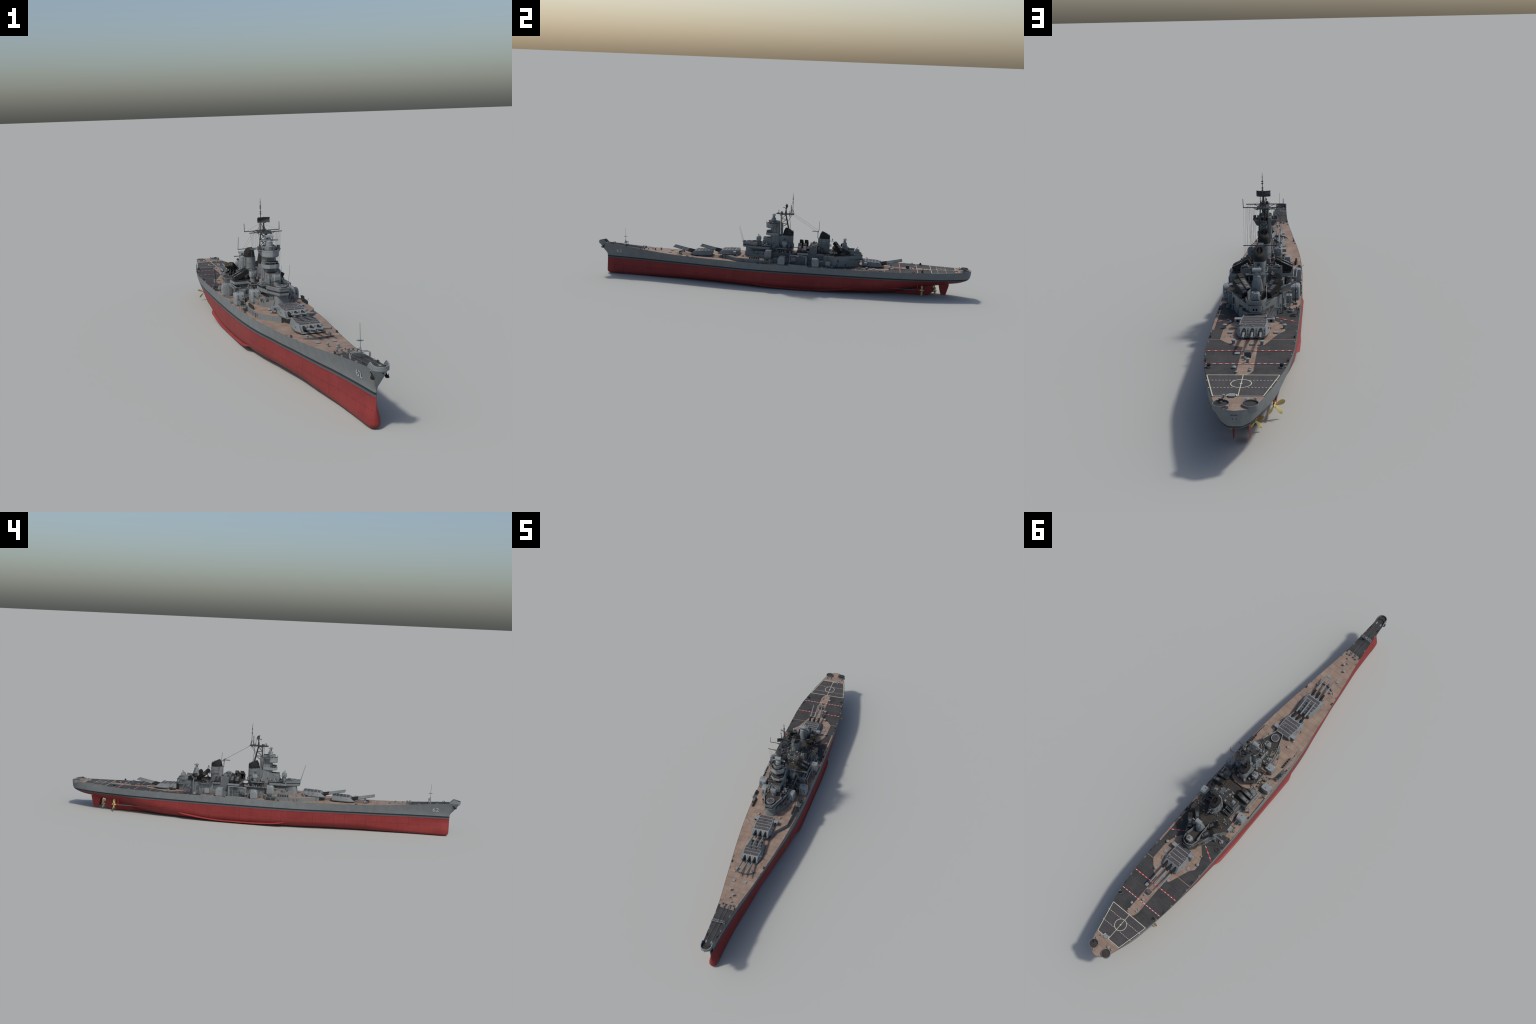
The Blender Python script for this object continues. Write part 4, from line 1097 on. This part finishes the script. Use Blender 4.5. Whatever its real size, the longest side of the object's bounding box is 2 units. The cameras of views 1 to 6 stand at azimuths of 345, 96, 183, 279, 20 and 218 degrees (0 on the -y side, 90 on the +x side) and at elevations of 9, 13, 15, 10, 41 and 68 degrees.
h.wall([(-.0262, .3030), (-.0265, .3250), (-.0275, .3550), (-.0295, .3720), (-.0298, .3870)], .1845, .2118, .0016, "grey")
h.wall([(.0170, .3500), (.0192, .3660), (.0238, .3870)], .1845, .2112, .0016, "grey"); h.wall([(.0238, .3870), (.0285, .3900)], .1845, .1975, .0016, "grey")
U = [(.0290, .3850), (.0285, .3960), (.0235, .4120), (.0130, .4215), (0, .4245)]
h.wall([(-x, y) for x, y in U] + [(x, y) for x, y in reversed(U[:-1])], .1830, .1958, .0016, "grey")
h.prism(sym_poly([(.0280, .3700), (.0285, .3950), (.0130, .4200)]), .1845, .1860, "grey", "roof")
h.bx(-.012, .012, .394, .409, .1855, .1950, "grey"); place("aft_bulwark", h, ship)
for i in range(7):
    a = (i - 3) * .28; mb = MB(); mb.lathe((.0235 * math.sin(a), .4010 + .0240 * math.cos(a), .1900), [(.0014, 0), (.0014, .0030)], 8, "light"); place("signal_lamp", mb, ship)
h = MB(); h.lathe((0, .3345, .1850), [(.0200, 0), (.0185, .010), (.0150, .036), (.0132, .046)], 4 * 7, "grey", None, 1.0, .98)
h.lathe((0, .3345, .1850), [(.0186, .0150), (.0186, .0158), (.018, .016)], 28, "dim")
place("aft_director_tower", h, ship)
h = MB(); P = [(.0190, .4080), (.0180, .4250), (.0110, .4310)]; h.prism(sym_poly(P), .1655, .1830, "grey"); h.prism(sym_poly([(x * 1.05, y + .001) for x, y in P]), .1805, .1835, "grey", "roof")
for x in (-.011, -.004, .004, .011): h.bx(x - .0022, x + .0022, .4300 - abs(x) * .2, .4318 - abs(x) * .2, .1700, .1755, "glass")
h.prism(sym_poly([(.0400, .3900), (.0380, .4150), (.0190, .4330)]), .1620, .1650, "grey", "roof"); h.prism(sym_poly([(.0200, .4000), (.0190, .4120)]), .127, .163, "dim")
place("aft_conning_station", h, ship)
# starboard boat crane
h = MB(); h.bx(-.0745, -.0700, .3275, .3325, .1280, .2030, "grey")
h.loft([[(-.0690, .3275, .1990), (-.0690, .3325, .1990), (-.0690, .3325, .2090), (-.0690, .3275, .2090)], [(-.0870, .3278, .2070), (-.0870, .3322, .2070), (-.0870, .3322, .2150), (-.0870, .3278, .2150)], [(-.1120, .3285, .2215), (-.1120, .3315, .2215), (-.1120, .3315, .2255), (-.1120, .3285, .2255)]], "grey")
h.prism([(-.0740, .3275), (-.0690, .3275), (-.0690, .3325), (-.0740, .3325)], .2020, .2085, "grey")
h.tube([(-.1115, .3300, .2215), (-.1110, .3300, .1600), (-.1120, .3330, .1330)], .0006, 6, "dark"); h.bx(-.1130, -.1090, .3285, .3315, .196, .201, "dark")
h.cyl((-.1118, .3300, .2015), (-.1090, .3300, .1620), .0011, n=6, mat="black")
place("boat_crane", h, ship)
h = MB(); h.torus((-.1040, .3560, .1302), .0090, .0010, 'z', 20, 6, "dark"); h.torus((-.1035, .3565, .1315), .0080, .0009, 'z', 20, 6, "dark"); place("hose_coil", h, ship)
h = MB(); h.prism(rounded([(-.104, .3080), (-.090, .3080), (-.088, .3260), (-.104, .3270)]), .1285, .1340, "light"); h.bx(-.102, -.095, .311, .322, .134, .1385, "light"); h.bx(-.094, -.090, .312, .318, .134, .142, "grey"); h.lathe((-.0965, .3235, .1385), [(.0013, 0), (.0013, .002)], 8, "lamp")
place("deck_winch", h, ship)
h = MB(); h.prism(rounded([(.088, .270), (.100, .270), (.100, .284), (.088, .284)]), .1285, .1345, "grey"); h.bx(.090, .096, .272, .281, .1345, .138, "dim"); place("deck_winch", h, ship)
for s in (-1, 1):
    h = MB(); h.cyl((s * .0740, .2950, .1300), (s * .0520, .3700, .1600), .0013, n=6, mat="light"); place("boat_boom", h, ship)


# ============================================================ DECK FITTINGS
def lathe_mesh(name, prof, mat="light", n=16):
    mb = MB(); mb.lathe((0, 0, 0), prof, n, mat); return mb.mesh(name)


vent_big = lathe_mesh("ventilator", [(.0043, 0), (.0043, .0085), (.0060, .0090), (.0062, .0112), (.0050, .0120)])
vent_mid = lathe_mesh("ventilator", [(.0038, 0), (.0038, .0092), (.0052, .0097), (.0052, .0113), (.0040, .0119)])
vent_small = lathe_mesh("ventilator", [(.0022, 0), (.0022, .0055), (.0034, .0058), (.0034, .0076), (.002, .0082)])
mush = lathe_mesh("mushroom_vent", [(.0030, 0), (.0030, .0012), (.0056, .0018), (.0058, .0045), (.0040, .0064), (.0008, .0070)])
mush_s = lathe_mesh("mushroom_vent", [(.0020, 0), (.0020, .0010), (.0038, .0014), (.0038, .0036), (.0024, .0048), (.0005, .0052)])


def stand(name, mesh, x, y, z=None, rot=0.0):
    return place(name, mesh, ship, (x, y, (deck_z(y) - .0008) if z is None else z), rot)


for x, y in ((.0026, -.6863), (-.0184, -.6584)): stand("ventilator", vent_mid, x, y)
for x, y in ((-.007, -.7021), (.0081, -.7236)): stand("ventilator", vent_small, x, y)
for s in (-1, 1):
    stand("ventilator", vent_mid, s * .0352, -.5345); stand("mushroom_vent", mush, s * .0500, -.1985, L01)
    stand("ventilator", vent_big, s * .0835, .4560); stand("ventilator", vent_small, s * .0720, .4180)
stand("mushroom_vent", mush, -.0540, -.2350, L01); stand("mushroom_vent", mush, .0525, -.2330, L01)
stand("ventilator", vent_big, .0467, .5749); stand("ventilator", vent_big, -.0298, .5835)
stand("mushroom_vent", mush, .0270, .7470); stand("mushroom_vent", mush_s, -.0126, .7512); stand("mushroom_vent", mush_s, -.0124, .7630)
stand("ventilator", vent_mid, -.0035, .7085); stand("ventilator", vent_small, .005, .6900); stand("mushroom_vent", mush_s, .0191, .7755)
stand("mushroom_vent", mush, -.0231, .9425)
for x, y in ((-.0421, .9420), (.0319, .9240), (.0388, .9435), (.0165, .9860)): stand("ventilator", vent_small, x, y)
hm = MB(); hm.bx(-.0050, .0050, -.0050, .0050, 0, .0022, "dim"); hm.prism(rounded([(-.0054, -.0054), (.0054, -.0054), (.0054, .0054), (-.0054, .0054)], .15), .0020, .0030, "light"); hm = hm.mesh("hatch")
for x, y, sc in ((.0243, -.5994, 1), (-.0265, -.6001, 1), (.0291, .6500, 1), (-.0038, .5815, 1), (.0640, .4925, 1), (-.0622, .4925, 1), (.0145, .9165, 1.35), (.0500, -.205, .6)):
    o = stand("hatch", hm, x, y, L01 if sc == .6 else None); o.scale = (sc * (1.28 if sc == 1 else 1.1), sc * (1.3 if sc == 1 else 1.1), sc)
h = MB(); h.bx(-.0085, .0085, -.0085, .0085, 0, .0150, "slate"); h.prism(rounded([(-.0085, -.0085), (.0085, -.0085), (.0085, .0085), (-.0085, .0085)], .12), .0149, .0160, "slate"); place("companion_house", h, ship, (-.0005, .6695, deck_z(.67) - .001))

bit = MB(); bit.bx(-.0022, .0022, -.0062, .0062, 0, .0010, "dark")
for y in (-.0036, .0036): bit.lathe((0, y, .0010), [(.0016, 0), (.0016, .0042), (.0023, .0044), (.0020, .0055)], 10, "dark")
bit = bit.mesh("bollard")
chk = MB(); chk.bx(-.0020, .0020, -.0042, .0042, 0, .0012, "grey")
for y in (-.0034, .0034): chk.lathe((0, y, .001), [(.0015, 0), (.0012, .0026)], 8, "light")
chk = chk.mesh("chock")
for s in (-1, 1):
    for y in (-.9200, -.7570, -.4955, -.112, .160, .300, .3350, .5275, .6970): stand("bollard", bit, s * (edge_x(y) - .0048), y)
    for y in (-.8870, -.8010, -.7248, -.5335, -.4645, -.130, .0, .268, .345, .5660, .6568, .7380, .488): stand("chock", chk, s * (edge_x(y) - .0028), y)
    mb = MB(); mb.bx(-.0040, .0040, -.0065, .0065, 0, .0035, "dim"); mb.cyl((-.004, -.001, .0065), (.004, -.001, .0065), .0045, n=14, mat="black"); place("hawser_reel", mb, ship, (s * .0905, .7425, deck_z(.742)), .25 * s)
# capstans, chains and anchors
cap = MB(); cap.lathe((0, 0, 0), [(.0044, 0), (.0044, .0012), (.0027, .0018), (.0025, .0050), (.0038, .0060), (.0038, .0078), (.0020, .0086)], 14, "dim"); cap = cap.mesh("capstan")
for x, y in ((.0238, -.7425), (.0108, -.7450), (-.0098, -.7445), (-.0228, -.7420)): stand("capstan", cap, x, y)
for s in (-1, 1):
    h = MB(); h.bx(s * .0125 - .0030, s * .0125 + .0030, -.7600, -.7520, 0, .0035, "grey"); h.torus((s * .0125, -.756, .0045), .0026, .0008, 'z', 12, 6, "dim"); place("chain_stopper", h, ship, (0, 0, deck_z(-.756) - .0008))
    h = MB(); L = Vector((s * .0070, -.7480)); E_ = Vector((s * .0105, -.9480)); k = 62
    for i in range(k):
        p = L.lerp(E_, i / k); z = deck_z(p.y) + .0010
        if i % 2: h.bx(p.x - .0012, p.x + .0012, p.y - .0022, p.y + .0022, z - .0006, z + .0006, "dim")
        else: h.bx(p.x - .0005, p.x + .0005, p.y - .0022, p.y + .0022, z - .0012, z + .0012, "dark")
    patch(h, [(s * .0070 - .0022, -.764), (s * .0070 + .0022, -.764), (s * .0105 + .0022, -.946), (s * .0105 - .0022, -.946)], .0012, "dark")
    place("anchor_chain", h, ship)
    h = MB(); h.lathe((0, 0, 0), [(.0044, 0), (.0036, .0016), (.0022, .0018), (.0020, .0006)], 16, "light", None, .85, 1.6); place("hawse_lip", h, ship, (s * .0108, -.9530, deck_z(-.953) - .0006))
    # anchor hanging at the flare: recess ring, shank, crown and flukes
    ax, ay, az = s * .0172, -.9740, .1455
    h = MB(); n0 = Vector((s * .8, -.35, -.45)).normalized(); base = Vector((s * half_breadth(-.966, .155), -.966, .1555))
    h.cyl(base - n0 * .004, base + n0 * .0020, .0046, .0040, 16, "light"); h.cyl(base, base + n0 * .0023, .0028, n=12, mat="black")
    tip = Vector((ax + s * .0022, ay - .001, az - .0040)); h.cyl(base, tip, .0018, n=8, mat="black"); h.bx(tip.x - .0030, tip.x + .0030, tip.y - .0070, tip.y + .0070, tip.z - .0026, tip.z + .0020, "black"); h.bx(tip.x - .0034, tip.x + .0034, tip.y - .0025, tip.y + .0025, tip.z - .0034, tip.z + .0030, "black")
    for d in (-1, 1): h.loft([[(tip.x - .0012, tip.y + d * .0048, tip.z - .0012), (tip.x + .0022, tip.y + d * .0048, tip.z - .0012), (tip.x + .0022, tip.y + d * .0074, tip.z + .001), (tip.x - .0012, tip.y + d * .0074, tip.z + .001)], [(tip.x + s * .001 - .0004, tip.y + d * .0050, tip.z + .0082), (tip.x + s * .001 + .0004, tip.y + d * .0050, tip.z + .0082), (tip.x + s * .001 + .0004, tip.y + d * .0056, tip.z + .0084), (tip.x + s * .001 - .0004, tip.y + d * .0056, tip.z + .0084)]], "black")
    place("anchor", h, ship)
h = MB(); z = .1570; h.cyl((0, -.9955, z), (0, -1.0 + .0015, z), .0015, n=10, mat="black"); place("bull_nose", h, ship)
# breakwater: low curved wall
h = MB(); c = [(.0490, -.5340), (.0380, -.5430), (.0220, -.5515), (0, -.5560), (-.0220, -.5515), (-.0380, -.5430), (-.0490, -.5340)]
h.wall(c, [deck_z(p[1]) - .001 for p in c], [deck_z(p[1]) + t for p, t in zip(c, (.0004, .0038, .0058, .0062, .0058, .0038, .0004))], .0014, "slate")
for x, y in ((.030, -.5445), (.010, -.5520), (-.010, -.5520), (-.030, -.5445)): h.prism([(x - .0008, y), (x + .0008, y), (x + .0008, y + .006), (x - .0008, y + .006)], deck_z(y) - .001, [deck_z(y) + .005, deck_z(y) + .005, deck_z(y), deck_z(y)], "slate")
place("breakwater", h, ship)
# lattice gantry with jackstaff over the forecastle
h = MB(); z0 = deck_z(-.85); zt = .1735
for y in (-.8460, -.8560):
    for s in (-1, 1):
        h.cyl((s * .0275, y, z0 - .001), (s * .0275, y, zt - .004), .0009, n=6, mat="light"); h.cyl((s * .0275, y, zt - .004), (s * .0230, y, zt), .0009, n=6, mat="light")
    h.cyl((-.0230, y, zt), (.0230, y, zt), .0009, n=6, mat="light")
for s in (-1, 1):
    h.cyl((s * .0275, -.846, z0), (s * .0275, -.856, zt - .004), .0007, n=6, mat="light"); h.cyl((s * .0275, -.856, z0), (s * .0275, -.846, zt - .004), .0007, n=6, mat="light")
    for x in (.0120, .0230): h.cyl((s * x, -.846, zt), (s * x, -.856, zt), .0007, n=6, mat="light")
    h.cyl((s * .012, -.846, zt), (s * .023, -.856, zt), .0007, n=6, mat="light")
h.lathe((0, -.851, zt - .0035), [(.0050, 0), (.0056, .004), (.0050, .0075)], 14, "light"); place("antenna_gantry", h, ship)
h = MB(); h.cyl((0, -.8530, .1770), (0, -.8535, .2505), .0008, .0005, 6, "wire")
for a in range(3): t = 2 * PI * a / 3; h.cyl((.004 * math.cos(t), -.853 + .004 * math.sin(t), .1775), (0, -.853, .1890), .0007, .0005, 6, "grey")
for a in range(8): t = 2 * PI * a / 8; h.cyl((0, -.8530, .2035), (.0100 * math.cos(t), -.8530 + .0100 * math.sin(t), .2042), .00055, n=5, mat="wire")
place("discone_antenna", h, ship)
# stern gun tubs on sponsons
for s in (-1, 1):
    h = MB(); c = (s * .0330, .9678); R = .0190; z0 = .1345; n = 28
    ring = lambda r, z: [(c[0] + r * math.cos(2 * PI * i / n), c[1] + r * math.sin(2 * PI * i / n), z) for i in range(n)]
    low = [(c[0] * .72 + R * .50 * math.cos(2 * PI * i / n), c[1] - .006 + R * .5 * math.sin(2 * PI * i / n), .1130) for i in range(n)]
    h.loft([low, ring(R * .93, .1245), ring(R, .1275), ring(R, .1408), ring(R - .0011, .1408), ring(R - .0011, .1371)], "grey", "roof")
    for i in range(0, n, 2): a = 2 * PI * i / n; h.bx(c[0] + (R - .0022) * math.cos(a) - .0004, c[0] + (R - .0022) * math.cos(a) + .0004, c[1] + (R - .0022) * math.sin(a) - .0004, c[1] + (R - .0022) * math.sin(a) + .0004, .1372, .1402, "slate")
    place("gun_tub", h, ship)
h = MB(); h.lathe((.0335, .9600, .1372), [(.0038, 0), (.0038, .003), (.002, .005)], 10, "dim"); h.bx(.029, .038, .957, .960, .140, .1465, "dark"); h.bx(.0265, .0405, .9535, .9545, .1372, .141, "dark"); place("stern_mount", h, ship)

# ====================================================== SMALL WALL FITTINGS
ring = MB(); ring.torus((0, 0, 0), .0026, .0007, 'x', 16, 6, "orange"); ring = ring.mesh("lifebuoy")
for s in (-1, 1):
    for x, y, z in ((.0972, -.2040, .1395), (.0640, -.1080, .1560), (.0754, .022, .1375), (.0754, -.012, .1370), (.0818, .2600, .1335), (.0335, .3900, .1420)):
        place("lifebuoy", ring, ship, (s * x, y, z))
    for x, y, z, m in ((.0300, -.1900, .1560, "lamp"), (.0250, -.0350, .2215, "lamp"), (.0585, -.030, .1755, "lamp"), (.0940, .2480, .1345, "lamp"), (.0420, .3770, .1420, "lamp")):
        mb = MB(); mb.ball((0, 0, 0), .0015, m, 8); mb.cyl((0, 0, -.004), (0, 0, 0), .0008, n=6, mat="grey"); place("signal_lamp", mb, ship, (s * x, y, z))
# scattered lockers, doors and pipes along the house sides
random.seed(7)
h = MB()
for s in (-1, 1):
    for k in range(30):   # doors and scuttles on the lower deckhouse side
        y = lerp(-.215, -.115, random.random()); z = random.choice((.1375, .1405)); x = lerp(.0930, .0985, clamp((y + .2285) / .078))
        h.bx(s * x - .0008, s * x + .0008, y - .0007, y + .0007, z, z + .0014, "slate")
    for y in (-.19, -.165, .10, .21): h.bx(s * (.0975 if y < 0 else .0743) - .0012, s * (.0975 if y < 0 else .0743) + .0012, y - .0026, y + .0026, .1305, .1430, "dim")
    for k in range(16):   # ready-use lockers on the first superstructure deck
        y = lerp(-.03, .21, random.random()); x = lerp(.055, .071, random.random()); a = random.uniform(.002, .005); h.bx(s * x - .0025, s * x + .0025, y - a, y + a, L01 - .0005, L01 + random.uniform(.003, .009), random.choice(("grey", "dim", "light")))
    for k in range(10):   # equipment on the second deck
        y = lerp(-.03, .06, random.random()); x = lerp(.048, .055, random.random()); h.bx(s * x - .0018, s * x + .0018, y - .003, y + .003, L02 - .0005, L02 + random.uniform(.003, .010), random.choice(("grey", "dim", "dark")))
    for k in range(12):   # lockers at the foot of the houses on the main deck
        y = lerp(.03, .30, random.random()); h.bx(s * .079 - .003, s * .079 + .003, y - .003, y + .003, .127, .1285 + random.uniform(.003, .009), random.choice(("grey", "dim")))
    for x, y in ((.033, -.128), (.030, -.118), (.034, -.137)): h.lathe((s * x, y, .2135), [(.0028, 0), (.0028, .004), (.0015, .006)], 8, random.choice(("dim", "slate")))
    h.bx(min(s * .060, s * .068), max(s * .060, s * .068), .2440, .2600, .1850, .1890, "slate")
    for y in (.21, .235, .25): h.lathe((s * .024, y, .1865), [(.0025, 0), (.0025, .006), (.001, .008)], 8, "grey")
    h.bx(s * .1085 - .003, s * .1085 + .003, .1560, .1640, .1285, .1340, "light")
    for y in (-.02, .01, .04): h.cyl((s * .0745, y, .129), (s * .0745, y, .147), .0007, n=6, mat="grey")
place("locker", h, ship, stuff=True)


def clutter(mb, x0, x1, y0, y1, z, n, hi=.008):
    """Ready-use boxes, drums and pipes crowded on a deck, mirrored on both sides."""
    for k in range(n):
        x, y = random.uniform(x0, x1), random.uniform(y0, y1); m = random.choice(("grey", "dim", "dim", "light", "slate", "dark")); t = random.random(); hgt = random.uniform(.0025, hi)
        for s in (-1, 1):
            if t < .5: a, c = .0015 + .003 * (t * 7 % 1), .0015 + .003 * (t * 13 % 1); mb.bx(s * x - a, s * x + a, y - c, y + c, z - .0005, z + hgt, m)
            elif t < .8: mb.lathe((s * x, y, z - .0005), [(.0018, 0), (.0018, hgt), (.0026, hgt + .0004), (.0020, hgt + .0014)], 8, m)
            else: mb.tube([(s * x, y, z + .0008), (s * x, y + .012, z + .0008)], .0007, 5, m)


h = MB(); random.seed(11)
clutter(h, .006, .026, .128, .136, .1962, 5, .005); clutter(h, .006, .056, .155, .188, .2225, 10, .005); clutter(h, .030, .085, .240, .282, .1852, 12, .006)
clutter(h, .050, .072, .040, .080, L01, 12, .014); clutter(h, .056, .073, -.030, .035, L01, 16, .016); clutter(h, .040, .056, -.035, .055, L02, 14, .012)
clutter(h, .024, .034, -.130, -.108, .2140, 6, .006); clutter(h, .026, .048, -.098, -.055, .2140, 8, .006); clutter(h, .030, .060, -.020, .050, .2060, 10, .007)
clutter(h, .025, .066, .194, .230, .1870, 10, .007); clutter(h, .036, .050, -.130, -.062, .1965, 12, .008); clutter(h, .030, .060, -.165, -.085, .1655, 8, .007)
clutter(h, .080, .112, .225, .290, .1280, 10, .008); clutter(h, .078, .110, .030, .048, .1280, 6, .006); clutter(h, .030, .046, -.150, -.100, .1755, 6, .006)
place("deck_gear", h, ship, stuff=True)
h = MB()   # ladders, pipes and doors on the tower and houses
for s in (-1, 1):
    for y, z0, z1 in ((-.052, .216, .262), (-.034, .216, .262), (-.028, .282, .302), (-.046, .282, .302)):
        xx = lerp(.0246, .0202, clamp((z0 - .216) / .09)) + .0006; h.cyl((s * xx, y, z0), (s * (xx - (.0040 if z0 < .25 else 0)), y, z1), .0007, n=6, mat="dim")
    h.bx(s * .0242 - .001, s * .0242 + .001, -.045, -.040, .2165, .2275, "slate"); h.bx(s * .0191 - .0006, s * .0191 + .0006, -.088, -.083, .216, .227, "slate")
    for y in (-.09, -.07): h.bx(s * .0193 - .0005, s * .0193 + .0005, y, y + .003, .238, .242, "white" if y < -.08 else "slate")
    for y in (.300, .345): h.bx(s * lerp(.0800, .0500, clamp((y - .287) / .078)) - .0012, s * lerp(.0800, .0500, clamp((y - .287) / .078)) + .0012, y - .004, y + .004, .131, .144, "slate")
    for k in range(9): h.bx(s * .0625 - .0012, s * .0625 + .0012, .153 + .0042 * k, .1538 + .0042 * k, .186, .2215, "dim")
    h.cyl((s * .0195, .215, .19), (s * .0195, .215, .262), .0010, n=6, mat="grey"); h.cyl((s * .0192, .238, .19), (s * .0192, .238, .25), .0008, n=6, mat="dim")
    h.wall([(s * .0192, .0), (s * .0208, .03), (s * .017, .052)], .232, .2335, .0022, "dim")
place("wall_gear", h, ship, stuff=True)
bpy.context.view_layer.update()
